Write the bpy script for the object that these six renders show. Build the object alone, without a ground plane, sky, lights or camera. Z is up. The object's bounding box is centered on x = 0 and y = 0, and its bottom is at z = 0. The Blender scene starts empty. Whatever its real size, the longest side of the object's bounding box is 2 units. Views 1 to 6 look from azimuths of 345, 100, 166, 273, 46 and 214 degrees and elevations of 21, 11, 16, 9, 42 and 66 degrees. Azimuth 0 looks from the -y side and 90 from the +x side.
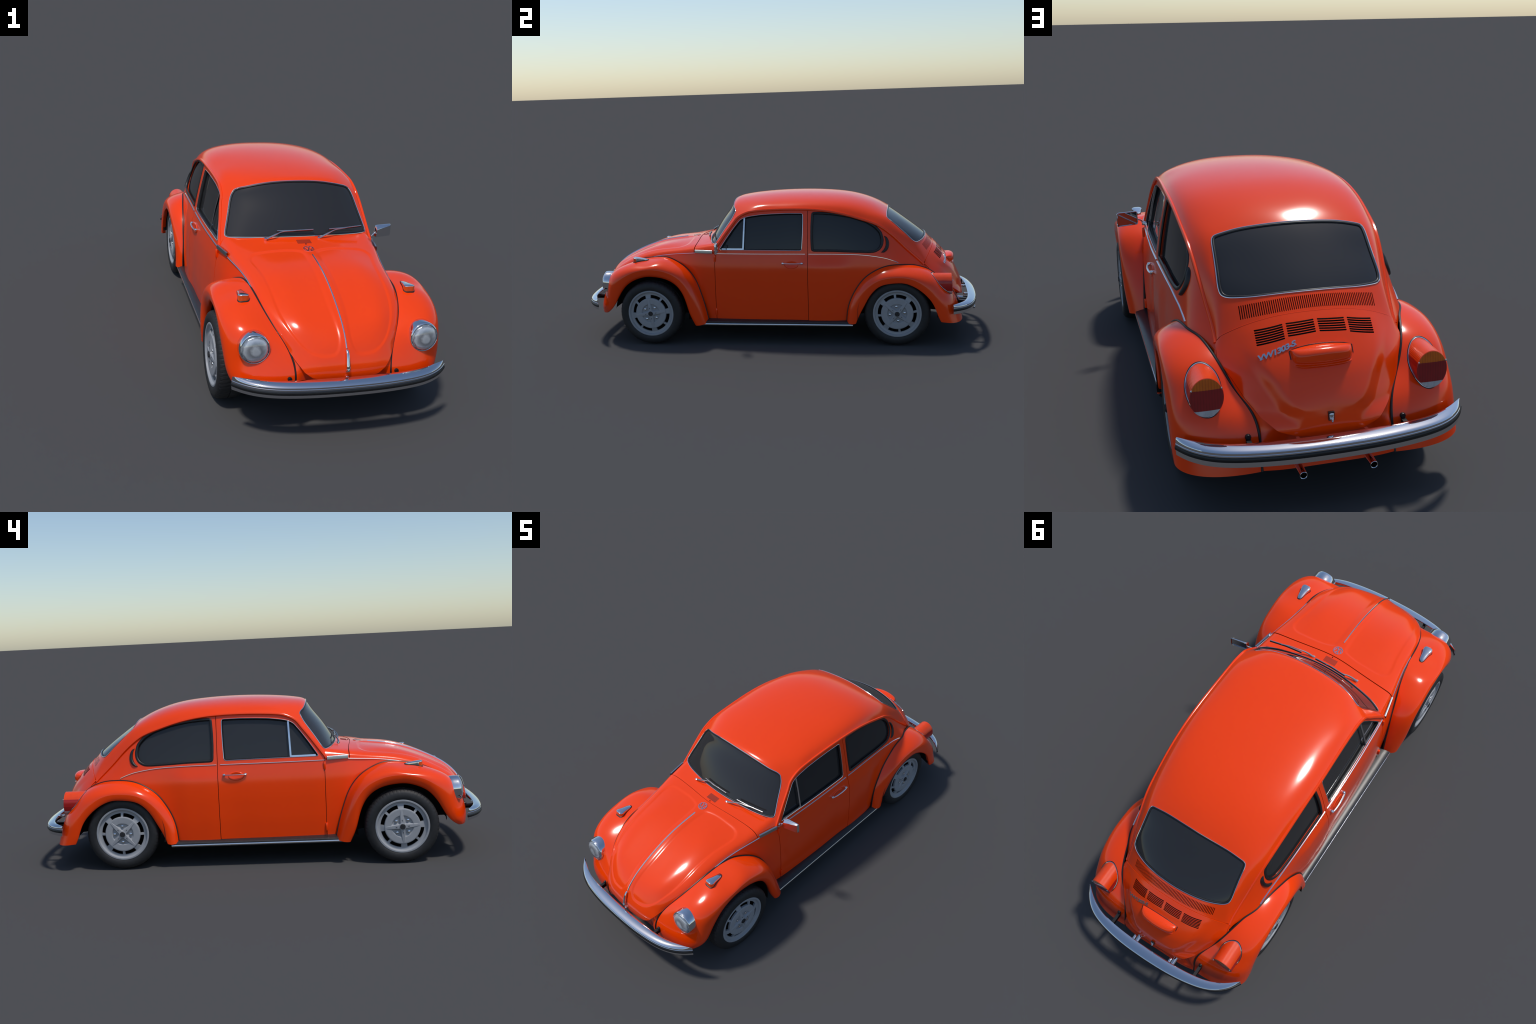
"""Small rounded two-door saloon car, built part by part from lofted panels."""
import bpy, math
import numpy as np
from mathutils import Vector, Matrix
from mathutils.bvhtree import BVHTree

XC = -0.0035            # plane of symmetry of the car (the mirror shifts the bounding box)
rng = np.random.default_rng(7)

# ------------------------------------------------------------------ materials
def new_mat(name):
    m = bpy.data.materials.new(name); m.use_nodes = True
    nt = m.node_tree; b = nt.nodes["Principled BSDF"]
    return m, nt, b

def simple_mat(name, col, rough=.4, metal=0., coat=0., grain=0., scale=60., bump=0., spec=.5):
    m, nt, b = new_mat(name)
    b.inputs["Roughness"].default_value = rough
    b.inputs["Metallic"].default_value = metal
    b.inputs["Coat Weight"].default_value = coat
    b.inputs["Coat Roughness"].default_value = .03
    b.inputs["Specular IOR Level"].default_value = spec
    tc = nt.nodes.new("ShaderNodeTexCoord")
    nz = nt.nodes.new("ShaderNodeTexNoise"); nz.inputs["Scale"].default_value = scale
    nt.links.new(tc.outputs["Object"], nz.inputs["Vector"])
    rp = nt.nodes.new("ShaderNodeValToRGB")
    c = np.array(col, float)
    rp.color_ramp.elements[0].position = .3; rp.color_ramp.elements[1].position = .7
    rp.color_ramp.elements[0].color = (*np.clip(c * (1 - grain), 0, 1), 1)
    rp.color_ramp.elements[1].color = (*np.clip(c * (1 + grain), 0, 1), 1)
    nt.links.new(nz.outputs["Fac"], rp.inputs["Fac"])
    nt.links.new(rp.outputs["Color"], b.inputs["Base Color"])
    if bump > 0:
        bp = nt.nodes.new("ShaderNodeBump"); bp.inputs["Strength"].default_value = bump
        bp.inputs["Distance"].default_value = .002
        nt.links.new(nz.outputs["Fac"], bp.inputs["Height"])
        nt.links.new(bp.outputs["Normal"], b.inputs["Normal"])
    return m

PAINT  = simple_mat("orange_paint", (.97, .058, .0008), .15, 0, .0, .012, 4.)
CHROME = simple_mat("chrome", (.78, .79, .81), .06, 1, 0, .01, 20.)
SATIN  = simple_mat("satin_metal", (.50, .51, .52), .28, 1, 0, .02, 40.)
RIMMAT = simple_mat("silver_rim_lacquer", (.33, .34, .36), .42, .0, .0, .03, 60.)
RIMDARK = simple_mat("dark_cap_relief", (.05, .05, .055), .3, 0, 0, .1, 60.)
PLATE  = simple_mat("grey_vent_plate", (.30, .31, .31), .45, .2, 0, .03, 60.)
BOARD  = simple_mat("sheen_lightened_rubber", (.022, .022, .023), .36, 0, 0, .15, 80.)  # black rubber lightened for the sun's grazing sheen on the board tops
RUBBER = simple_mat("black_rubber", (.010, .010, .011), .42, 0, 0, .15, 80.)
TYREM  = simple_mat("tyre_rubber", (.016, .016, .017), .62, 0, 0, .2, 90., .15)
DARK   = simple_mat("dark_cavity", (.004, .004, .004), .9, 0, 0, .1, 30.)
UNDER  = simple_mat("underbody_black", (.012, .012, .012), .7, 0, 0, .2, 30.)
GLASS  = simple_mat("dark_grey_window_glass", (.030, .030, .031), .03, 0, 0, .03, 3., 0, .4)
SLOT   = simple_mat("slot_shadow_black", (.006, .004, .004), .8, 0, 0, .1, 30.)
GRILLE = simple_mat("dark_orange_slot", (.22, .02, .006), .5, 0, 0, .1, 30.)
AMBER  = simple_mat("amber_lens", (.80, .12, .008), .12, 0, .4, .12, 300.)

def ribbed_lens(name, c0, c1, scale, rough=.08, metal=0., direction='X', coat=1.):
    m, nt, b = new_mat(name)
    b.inputs["Roughness"].default_value = rough; b.inputs["Metallic"].default_value = metal
    b.inputs["Coat Weight"].default_value = coat; b.inputs["Coat Roughness"].default_value = .02
    tc = nt.nodes.new("ShaderNodeTexCoord")
    wv = nt.nodes.new("ShaderNodeTexWave"); wv.wave_type = 'BANDS'; wv.bands_direction = direction
    wv.inputs["Scale"].default_value = scale; wv.inputs["Distortion"].default_value = .6
    nz = nt.nodes.new("ShaderNodeTexNoise"); nz.inputs["Scale"].default_value = 38.; nz.inputs["Detail"].default_value = 4.
    nt.links.new(tc.outputs["Object"], wv.inputs["Vector"]); nt.links.new(tc.outputs["Object"], nz.inputs["Vector"])
    mx = nt.nodes.new("ShaderNodeMath"); mx.operation = 'MULTIPLY_ADD'; mx.inputs[1].default_value = .35
    ml = nt.nodes.new("ShaderNodeMath"); ml.operation = 'MULTIPLY'; ml.inputs[1].default_value = .75
    nt.links.new(nz.outputs["Fac"], ml.inputs[0])
    nt.links.new(wv.outputs["Fac"], mx.inputs[0]); nt.links.new(ml.outputs[0], mx.inputs[2])
    rp = nt.nodes.new("ShaderNodeValToRGB")
    rp.color_ramp.elements[0].position = .22; rp.color_ramp.elements[1].position = .72
    rp.color_ramp.elements[0].color = (*c0, 1); rp.color_ramp.elements[1].color = (*c1, 1)
    nt.links.new(mx.outputs[0], rp.inputs["Fac"]); nt.links.new(rp.outputs["Color"], b.inputs["Base Color"])
    bp = nt.nodes.new("ShaderNodeBump"); bp.inputs["Strength"].default_value = .25; bp.inputs["Distance"].default_value = .001
    nt.links.new(wv.outputs["Fac"], bp.inputs["Height"]); nt.links.new(bp.outputs["Normal"], b.inputs["Normal"])
    return m

def painted_reflector_lens():
    m, nt, b = new_mat("painted_reflector_lens"); N = nt.nodes; L = nt.links
    b.inputs["Roughness"].default_value = .12; b.inputs["Metallic"].default_value = .3; b.inputs["Coat Weight"].default_value = 1.; b.inputs["Coat Roughness"].default_value = .02
    tc = N.new("ShaderNodeTexCoord"); ln = N.new("ShaderNodeVectorMath"); ln.operation = 'MULTIPLY'; ln.inputs[1].default_value = (1, 0, 1)
    le = N.new("ShaderNodeVectorMath"); le.operation = 'LENGTH'; L.new(tc.outputs["Object"], ln.inputs[0]); L.new(ln.outputs[0], le.inputs[0])
    nz = N.new("ShaderNodeTexNoise"); nz.inputs["Scale"].default_value = 55.; nz.inputs["Detail"].default_value = 3.; L.new(tc.outputs["Object"], nz.inputs["Vector"])
    mr = N.new("ShaderNodeMath"); mr.operation = 'MULTIPLY_ADD'; mr.inputs[1].default_value = 21.; L.new(le.outputs["Value"], mr.inputs[0])
    mn = N.new("ShaderNodeMath"); mn.operation = 'MULTIPLY_ADD'; mn.inputs[1].default_value = .35; mn.inputs[2].default_value = -.175; L.new(nz.outputs["Fac"], mn.inputs[0]); L.new(mn.outputs[0], mr.inputs[2])
    rp = N.new("ShaderNodeValToRGB"); e = rp.color_ramp.elements
    e[0].position = 0.; e[0].color = (.62, .65, .68, 1); e[1].position = 1.; e[1].color = (.62, .66, .70, 1)  # ramp paints the bulb's bright spot and the reflector's light and dark rings
    for p, c in ((.24, (.66, .69, .72, 1)), (.42, (.30, .31, .33, 1)), (.56, (.40, .42, .45, 1)), (.80, (.72, .75, .78, 1)), (.93, (.26, .29, .33, 1))):
        q = e.new(p); q.color = c
    L.new(mr.outputs[0], rp.inputs["Fac"])
    wv = N.new("ShaderNodeTexWave"); wv.wave_type = 'BANDS'; wv.bands_direction = 'X'; wv.inputs["Scale"].default_value = 95.; wv.inputs["Distortion"].default_value = .4; L.new(tc.outputs["Object"], wv.inputs["Vector"])
    mxn = N.new("ShaderNodeMix"); mxn.data_type = 'RGBA'; mxn.blend_type = 'MULTIPLY'; mxn.inputs["Factor"].default_value = .38
    L.new(rp.outputs["Color"], mxn.inputs["A"]); L.new(wv.outputs["Color"], mxn.inputs["B"]); L.new(mxn.outputs["Result"], b.inputs["Base Color"])
    bp = N.new("ShaderNodeBump"); bp.inputs["Strength"].default_value = .2; bp.inputs["Distance"].default_value = .001; L.new(wv.outputs["Fac"], bp.inputs["Height"]); L.new(bp.outputs["Normal"], b.inputs["Normal"])
    return m
HEADLENS = painted_reflector_lens()
REDLENS  = ribbed_lens("red_lens", (.21, .002, .004), (.28, .004, .007), 45.)
AMBLENS  = ribbed_lens("amber_tail_lens", (.50, .080, .001), (.66, .135, .002), 45.)
DRUMLENS = ribbed_lens("orange_lamp_drum", (.80, .052, .002), (.92, .066, .003), 150., .3, 0., 'X', .2)
DRUMRED = ribbed_lens("red_lamp_drum", (.36, .007, .006), (.46, .011, .008), 150., .3, 0., 'X', .2)
WHITLENS = ribbed_lens("clear_tail_lens", (.25, .26, .27), (.6, .62, .64), 150.)
SIGNAL   = ribbed_lens("indicator_lens", (.55, .05, .004), (.85, .12, .008), 260.)

# ------------------------------------------------------------------ object helpers
ROOT = bpy.data.objects.new("car", None)
bpy.context.scene.collection.objects.link(ROOT)
ROOT["label"] = "bright orange rounded two-door vintage saloon car with chrome bumpers"
ROOT["category"] = "car"

def add_obj(name, V, F, mat, parent=None, N=None, smooth=35., mats=None, fmat=None):
    me = bpy.data.meshes.new(name)
    V = np.asarray(V, float)
    me.from_pydata([tuple(v) for v in V], [], [tuple(int(i) for i in f) for f in F])
    for mm in (mats or [mat]): me.materials.append(mm)
    if fmat is not None:
        me.polygons.foreach_set("material_index", np.asarray(fmat, np.int32))
    me.polygons.foreach_set("use_smooth", np.ones(len(me.polygons), bool))
    if N is not None:
        me.normals_split_custom_set_from_vertices([tuple(n) for n in N])
    elif smooth is not None:
        me.set_sharp_from_angle(angle=math.radians(smooth))
    me.update()
    ob = bpy.data.objects.new(name, me)
    bpy.context.scene.collection.objects.link(ob)
    ob.parent = parent or ROOT
    return ob

def mx(P):
    """mirror points to the other side of the car"""
    P = np.array(P, float); P[..., 0] = 2 * XC - P[..., 0]; return P

def flip(F): return [tuple(reversed(f)) for f in F]

def W(P):
    """half-width coordinates (X from symmetry plane) -> world"""
    P = np.array(P, float); P[..., 0] += XC; return P

# ------------------------------------------------------------------ splines
def cubic(t, P, q):
    """natural cubic spline through P at parameters t, evaluated at q"""
    t = np.asarray(t, float); P = np.asarray(P, float); one = P.ndim == 1
    if one: P = P[:, None]
    n = len(t)
    if n == 2:
        r = P[0] + (P[1] - P[0]) * ((q - t[0]) / (t[1] - t[0]))[:, None]
        return r[:, 0] if one else r
    h = np.diff(t); A = np.zeros((n, n)); R = np.zeros_like(P)
    A[0, 0] = A[-1, -1] = 1
    for i in range(1, n - 1):
        A[i, i - 1] = h[i - 1]; A[i, i] = 2 * (h[i - 1] + h[i]); A[i, i + 1] = h[i]
        R[i] = 6 * ((P[i + 1] - P[i]) / h[i] - (P[i] - P[i - 1]) / h[i - 1])
    M = np.linalg.solve(A, R)
    q = np.asarray(q, float); k = np.clip(np.searchsorted(t, q) - 1, 0, n - 2)
    a = (t[k + 1] - q) / h[k]; b = (q - t[k]) / h[k]
    r = a[:, None] * P[k] + b[:, None] * P[k + 1] + ((a**3 - a)[:, None] * M[k] + (b**3 - b)[:, None] * M[k + 1]) * (h[k]**2)[:, None] / 6
    return r[:, 0] if one else r

def chord(P):
    d = np.linalg.norm(np.diff(P, axis=0), axis=1)
    return np.concatenate([[0], np.cumsum(np.sqrt(d) * np.sqrt(d))])

def curve(P, n, closed=False):
    """uniformly sampled smooth curve through control points"""
    P = np.asarray(P, float)
    if closed:
        k = min(4, len(P)); Q = np.vstack([P[-k:], P, P[:k + 1]]); t = chord(Q)
        q = np.linspace(t[k], t[k + len(P)], n * 6 + 1)[:-1]; R = cubic(t, Q, q)
        return resample(np.vstack([R, R[:1]]), n + 1)[:-1]
    t = chord(P); R = cubic(t, P, np.linspace(0, t[-1], n * 6))
    return resample(R, n)

def softpoly(P, n, sig):
    """closed outline: straight runs between the given corners, corners rounded by a gaussian of width sig"""
    P = np.asarray(P, float); D = resample(np.vstack([P, P[:1]]), 1201)[:-1]; L = chord(np.vstack([D, D[:1]]))[-1]
    k = max(sig / (L / 1200), 1); r = int(3 * k) + 1
    Q = gsm(np.vstack([D[-r:], D, D[:r]]), k)[r:-r]
    return resample(np.vstack([Q, Q[:1]]), n + 1)[:-1]

def resample(P, n):
    t = chord(P); q = np.linspace(0, t[-1], n)
    return np.stack([np.interp(q, t, P[:, i]) for i in range(P.shape[1])], 1)

def gsm(P, s):
    """gaussian smoothing of a sampled open curve, end points kept"""
    r = int(3 * s); w = np.exp(-.5 * (np.arange(-r, r + 1) / s)**2); w /= w.sum()
    Q = np.vstack([2 * P[0] - P[r:0:-1], P, 2 * P[-1] - P[-2:-r - 2:-1]])
    return np.stack([np.convolve(Q[:, i], w, 'valid') for i in range(P.shape[1])], 1)

def smooth_fn(xs, ys, sigma):
    """1D curve through (xs,ys), softened: returns a vectorised function"""
    g = np.linspace(xs[0] - .12, xs[-1] + .12, 700); v = np.interp(g, xs, ys)
    e0 = (ys[1] - ys[0]) / (xs[1] - xs[0]); e1 = (ys[-1] - ys[-2]) / (xs[-1] - xs[-2])
    v = np.where(g < xs[0], ys[0] + e0 * (g - xs[0]), np.where(g > xs[-1], ys[-1] + e1 * (g - xs[-1]), v))
    dx = g[1] - g[0]; v = gsm(v[:, None], max(sigma / dx, 1))[:, 0]
    return lambda x: np.interp(x, g, v)

def sstep(x): x = np.clip(x, 0, 1); return x * x * (3 - 2 * x)

# ------------------------------------------------------------------ panels: triangle meshes with normals and surface coordinates
class Panel:
    def __init__(s, V, N, A, F): s.V, s.N, s.A, s.F = V, N, A, np.asarray(F, int)
    def clean(s):
        u, inv = np.unique(s.F, return_inverse=True)
        return Panel(s.V[u], s.N[u], s.A[u], inv.reshape(-1, 3))
    def moved(s, d): return Panel(s.V + s.N * d, s.N, s.A, s.F)
    def mirrored(s):
        n = s.N.copy(); n[:, 0] *= -1
        return Panel(mx(s.V), n, s.A, s.F[:, ::-1])

def grid_normals(G):
    du = np.gradient(G, axis=0); dv = np.gradient(G, axis=1)
    n = np.cross(du, dv); n /= np.maximum(np.linalg.norm(n, axis=2, keepdims=True), 1e-12)
    return n

def grid_panel(G, outward, A=None):
    """G (nu,nv,3) -> Panel; outward: vector function or point the normals should face away from"""
    nu, nv = G.shape[:2]; N = grid_normals(G)
    i = np.arange(nu * nv).reshape(nu, nv)
    a, b, c, d = i[:-1, :-1].ravel(), i[1:, :-1].ravel(), i[1:, 1:].ravel(), i[:-1, 1:].ravel()
    par = (np.add.outer(np.arange(nu - 1), np.arange(nv - 1)) % 2).ravel().astype(bool)[:, None]
    F1 = np.where(par, np.stack([a, b, c], 1), np.stack([a, b, d], 1)); F2 = np.where(par, np.stack([a, c, d], 1), np.stack([b, c, d], 1))
    F = np.vstack([F1, F2])
    mid = (nu // 2, nv // 2)
    if np.dot(N[mid], np.asarray(outward, float)) < 0: N = -N; F = F[:, ::-1]
    if A is None:
        U, T = np.meshgrid(np.linspace(0, 1, nu), np.linspace(0, 1, nv), indexing='ij'); A = np.stack([U, T], 2)
    return Panel(G.reshape(-1, 3), N.reshape(-1, 3), A.reshape(-1, A.shape[-1]), F)

def renormal(p):
    """recompute vertex normals from faces (after displacement)"""
    a, b, c = p.V[p.F[:, 0]], p.V[p.F[:, 1]], p.V[p.F[:, 2]]
    fn = np.cross(b - a, c - a); n = np.zeros_like(p.V)
    for k in range(3): np.add.at(n, p.F[:, k], fn)
    p.N = n / np.maximum(np.linalg.norm(n, axis=1, keepdims=True), 1e-12)
    return p

def cut(p, f):
    """split a panel along the zero line of f; returns (f<0 part, f>0 part, boundary loops)"""
    f = np.where(np.abs(f) < 1e-6, 1e-6, f); s = f < 0
    k = s[p.F].sum(1)
    Fn = list(p.F[k == 3]); Fp = list(p.F[k == 0])
    D = np.hstack([p.V, p.N, p.A]); extra = []; key = {}; base = len(p.V); segs = []
    def cross(i, j):
        e = (i, j) if i < j else (j, i)
        if e not in key:
            t = f[e[0]] / (f[e[0]] - f[e[1]]); extra.append(D[e[0]] * (1 - t) + D[e[1]] * t); key[e] = base + len(extra) - 1
        return key[e]
    for T in p.F[(k == 1) | (k == 2)]:
        sg = s[T]; al = int(np.where(sg == (sg.sum() == 1))[0][0])
        a, b, c = T[al], T[(al + 1) % 3], T[(al + 2) % 3]
        P, Q = cross(a, b), cross(a, c)
        one, two = (Fn, Fp) if s[a] else (Fp, Fn)
        one.append((a, P, Q)); two.append((P, b, c)); two.append((P, c, Q)); segs.append((P, Q))
    if extra: D = np.vstack([D, np.array(extra)])
    V, N, A = D[:, :3], D[:, 3:6], D[:, 6:]
    N = N / np.maximum(np.linalg.norm(N, axis=1, keepdims=True), 1e-12)
    mk = lambda F: Panel(V, N, A, np.array(F, int).reshape(-1, 3)).clean() if len(F) else None
    # chain the boundary segments
    adj = {}
    for a, b in segs: adj.setdefault(a, []).append(b); adj.setdefault(b, []).append(a)
    seen = set(); loops = []
    starts = [v for v in adj if len(adj[v]) == 1] + list(adj)
    for st in starts:
        if st in seen: continue
        ch = [st]; seen.add(st); cur = st
        while True:
            nx = [v for v in adj[cur] if v not in seen]
            if not nx: break
            cur = nx[0]; seen.add(cur); ch.append(cur)
        closed = len(ch) > 2 and st in adj[ch[-1]] and len(adj[st]) == 2
        loops.append((V[ch], N[ch], closed))
    loops.sort(key=lambda l: -len(l[0]))
    return mk(Fn), mk(Fp), loops

def poly_sd(poly, q):
    """signed distance (negative inside) of 2D points q to a closed polygon"""
    a = poly; b = np.roll(poly, -1, 0); d2 = np.full(len(q), 1e9); ins = np.zeros(len(q), bool)
    for (ax, ay), (bx, by) in zip(a, b):
        ex, ey = bx - ax, by - ay; L = ex * ex + ey * ey + 1e-18
        t = np.clip(((q[:, 0] - ax) * ex + (q[:, 1] - ay) * ey) / L, 0, 1)
        d2 = np.minimum(d2, (q[:, 0] - ax - t * ex)**2 + (q[:, 1] - ay - t * ey)**2)
        c = ((ay > q[:, 1]) != (by > q[:, 1])); xx = ax + (q[:, 1] - ay) * ex / (ey if abs(ey) > 1e-12 else 1e-12)
        ins ^= c & (q[:, 0] < xx)
    return np.where(ins, -1, 1) * np.sqrt(d2)

def skirt(p, depth):
    """add a turned-in edge of given depth along every open edge of a panel"""
    E = np.vstack([p.F[:, [0, 1]], p.F[:, [1, 2]], p.F[:, [2, 0]]])
    S = np.sort(E, 1); u, idx, cnt = np.unique(S, axis=0, return_index=True, return_counts=True)
    B = E[idx[cnt == 1]]; vs = np.unique(B); m = {int(v): i for i, v in enumerate(vs)}; n = len(p.V)
    # duplicate rim vertices so that the fold stays sharp
    V = np.vstack([p.V, p.V[vs], p.V[vs] - p.N[vs] * depth])
    T = []; k = len(vs)
    for a, b in B:
        i, j = n + m[int(a)], n + m[int(b)]
        T += [(j, i, i + k), (j, i + k, j + k)]
    F = np.vstack([p.F, np.array(T)])
    a, b, c = V[F[:, 0]], V[F[:, 1]], V[F[:, 2]]; fn = np.cross(b - a, c - a)
    N = np.zeros_like(V)
    for q in range(3): np.add.at(N, F[len(p.F):, q], fn[len(p.F):])
    N /= np.maximum(np.linalg.norm(N, axis=1, keepdims=True), 1e-12); N[:n] = p.N
    return Panel(V, N, np.zeros((len(V), p.A.shape[1])), F)

def emit(name, p, mat, parent=None):
    return add_obj(name, p.V, p.F, mat, parent, N=p.N)

def tube(name, P, prof, mat, parent=None, N=None, closed=False, cap=True, smooth=40., scale=None):
    """sweep profile [(side, up)] along P; 'up' follows N (surface normal) when given"""
    P = np.asarray(P, float); n = len(P)
    T = np.gradient(P, axis=0) if not closed else np.roll(P, -1, 0) - np.roll(P, 1, 0)
    T /= np.maximum(np.linalg.norm(T, axis=1, keepdims=True), 1e-12)
    if N is None:
        N = np.tile([0, 0, 1.], (n, 1)) if np.abs(T[:, 2]).mean() < .9 else np.tile([0, 1., 0], (n, 1))
    N = N - (N * T).sum(1, keepdims=True) * T; N /= np.maximum(np.linalg.norm(N, axis=1, keepdims=True), 1e-12)
    B = np.cross(T, N); pr = np.asarray(prof, float); m = len(pr)
    sc = np.ones(n) if scale is None else np.asarray(scale)
    V = P[:, None] + B[:, None] * (pr[None, :, :1] * sc[:, None, None]) + N[:, None] * (pr[None, :, 1:] * sc[:, None, None])
    F = []
    for i in range(n if closed else n - 1):
        for j in range(m):
            a, b = i * m + j, i * m + (j + 1) % m; c, d = ((i + 1) % n) * m + (j + 1) % m, ((i + 1) % n) * m + j
            F.append((a, b, c, d))
    if cap and not closed: F += [tuple(reversed(range(m))), tuple(range((n - 1) * m, n * m))]
    area = sum(pr[j][0] * pr[(j + 1) % m][1] - pr[(j + 1) % m][0] * pr[j][1] for j in range(m))
    if area < 0: F = flip(F)
    V = V.reshape(-1, 3)
    return add_obj(name, V, F, mat, parent, smooth=smooth) if name else (V, F)

def circ(r, n=10, sx=1., sy=1., up=0.):
    return [(r * sx * math.cos(2 * math.pi * k / n), r * sy * math.sin(2 * math.pi * k / n) + up) for k in range(n)]

def soften(loop, step=.003, s=1.2):
    V, N, closed = loop
    if closed: V = np.vstack([V, V[:1]]); N = np.vstack([N, N[:1]])
    L = chord(V)[-1]; k = max(int(L / step), 8); D = resample(np.hstack([V, N]), k)
    if closed:
        D = D[:-1]; m = 8; Q = gsm(np.vstack([D[-m:], D, D[:m]]), s)[m:-m]
        return Q[:, :3], Q[:, 3:], True
    D = gsm(D, s); return D[:, :3], D[:, 3:], False

def lathe(prof, n=64, axis=(1, 0, 0), c=(0, 0, 0), closed=False):
    """revolve (r, a) profile about axis through c"""
    ax = Vector(axis).normalized(); u = ax.orthogonal().normalized(); v = ax.cross(u)
    u, v, ax = np.array(u), np.array(v), np.array(ax); V = []; F = []; m = len(prof)
    for i in range(n):
        t = 2 * math.pi * i / n; d = u * math.cos(t) + v * math.sin(t)
        for r, a in prof: V.append(np.array(c) + d * r + ax * a)
    for i in range(n):
        for j in range(m if closed else m - 1):
            a, b = i * m + j, i * m + (j + 1) % m; e = ((i + 1) % n) * m
            F.append((a, b, e + (j + 1) % m, e + j))
    return np.array(V), F

def box(c, s, bev=.0):
    c = np.array(c, float); s = np.array(s, float) / 2
    V = [c + s * np.array([x, y, z]) for x in (-1, 1) for y in (-1, 1) for z in (-1, 1)]
    F = [(0, 1, 3, 2), (4, 6, 7, 5), (0, 4, 5, 1), (2, 3, 7, 6), (0, 2, 6, 4), (1, 5, 7, 3)]
    return np.array(V), F

def bevelled(ob, w, seg=2):
    md = ob.modifiers.new("bevel", 'BEVEL'); md.width = w; md.segments = seg; md.limit_method = 'ANGLE'
    dg = bpy.context.evaluated_depsgraph_get(); me = bpy.data.meshes.new_from_object(ob.evaluated_get(dg))
    nm = ob.data.name; ob.modifiers.clear(); ob.data = me; me.name = nm
    me.polygons.foreach_set("use_smooth", np.ones(len(me.polygons), bool)); me.set_sharp_from_angle(angle=math.radians(50))
    return ob

def join(parts):
    V = []; F = []; k = 0
    for v, f in parts:
        V.append(np.asarray(v)); F += [tuple(int(i) + k for i in q) for q in f]; k += len(v)
    return np.vstack(V), F

# ------------------------------------------------------------------ lofted body surfaces (half-width control rows, centre -> edge)
BASE = [(0, -.357, .503), (.1, -.3505, .5015), (.2, -.332, .4965), (.25, -.317, .4935), (.288, -.298, .489), (.3115, -.303, .457)]
def roofrow(yc, zc, yd, zd, xd):
    k = float(np.clip((yc + .05) / .45, 0, 1)) if yc > -.2 else 0.
    fr = ((0, 0), (.36, .066 - .02 * k), (.65, .255 - .06 * k), (.82, .465 - .085 * k), (.93, .71 - .07 * k), (1, 1))
    return [(xd * a, yc + (yd - yc) * a**3, zc + (zd - zc) * b) for a, b in fr]
UPPER = [
    BASE,
    [(0, -.2925, .600), (.1, -.2865, .597), (.2, -.264, .589), (.24, -.248, .583), (.266, -.236, .577), (.293, -.222, .567)],
    [(0, -.247, .660), (.1, -.2425, .656), (.195, -.226, .641), (.235, -.212, .630), (.256, -.203, .621), (.286, -.193, .604)],
    [(0, -.224, .690), (.1, -.2205, .6845), (.18, -.2105, .669), (.222, -.201, .652), (.252, -.189, .638), (.281, -.176, .624)],
    [(0, -.188, .7025), (.1, -.186, .698), (.18, -.178, .684), (.222, -.170, .668), (.257, -.158, .651), (.2785, -.145, .642)],
    roofrow(-.10, .7135, -.085, .6565, .2775),
    roofrow(.03, .7212, .03, .663, .279),
    roofrow(.15, .7218, .15, .663, .281),
    roofrow(.27, .7162, .27, .6525, .279),
    roofrow(.375, .7030, .365, .632, .2755),
    roofrow(.47, .6760, .445, .607, .271),
    [(0, .5562, .634), (.1, .555, .629), (.15, .5535, .6235), (.19, .551, .617), (.228, .546, .604), (.2655, .520, .5755)],
    [(0, .652, .568), (.1, .6475, .5635), (.16, .6375, .558), (.20, .6265, .554), (.229, .617, .543), (.2555, .599, .512)],
    [(0, .7443, .4976), (.1, .7355, .4935), (.15, .7235, .4885), (.20, .703, .4825), (.224, .690, .472), (.2455, .665, .446)],
    [(0, .783, .458), (.1, .777, .4505), (.18, .759, .426), (.22, .7455, .406), (.2325, .739, .396), (.2405, .732, .384)],
    [(0, .826, .414), (.083, .822, .409), (.15, .8095, .3925), (.2, .79, .372), (.228, .774, .360), (.2465, .758, .355)],
    [(0, .866, .360), (.08, .861, .356), (.14, .847, .345), (.19, .825, .332), (.212, .81, .325), (.226, .798, .32)],
    [(0, .893, .310), (.075, .887, .307), (.125, .876, .300), (.165, .86, .291), (.187, .848, .285), (.203, .836, .280)],
    [(0, .912, .262), (.07, .908, .260), (.115, .90, .255), (.145, .89, .248), (.163, .882, .243), (.176, .873, .238)],
    [(0, .920, .215), (.07, .917, .214), (.11, .911, .211), (.14, .902, .207), (.157, .896, .204), (.169, .891, .20)],
    [(0, .920, .170), (.07, .919, .170), (.11, .917, .170), (.14, .913, .170), (.157, .910, .170), (.169, .908, .17)],
    [(0, .930, .116), (.07, .930, .116), (.11, .929, .116), (.14, .926, .116), (.157, .923, .116), (.169, .921, .116)],
]
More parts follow.
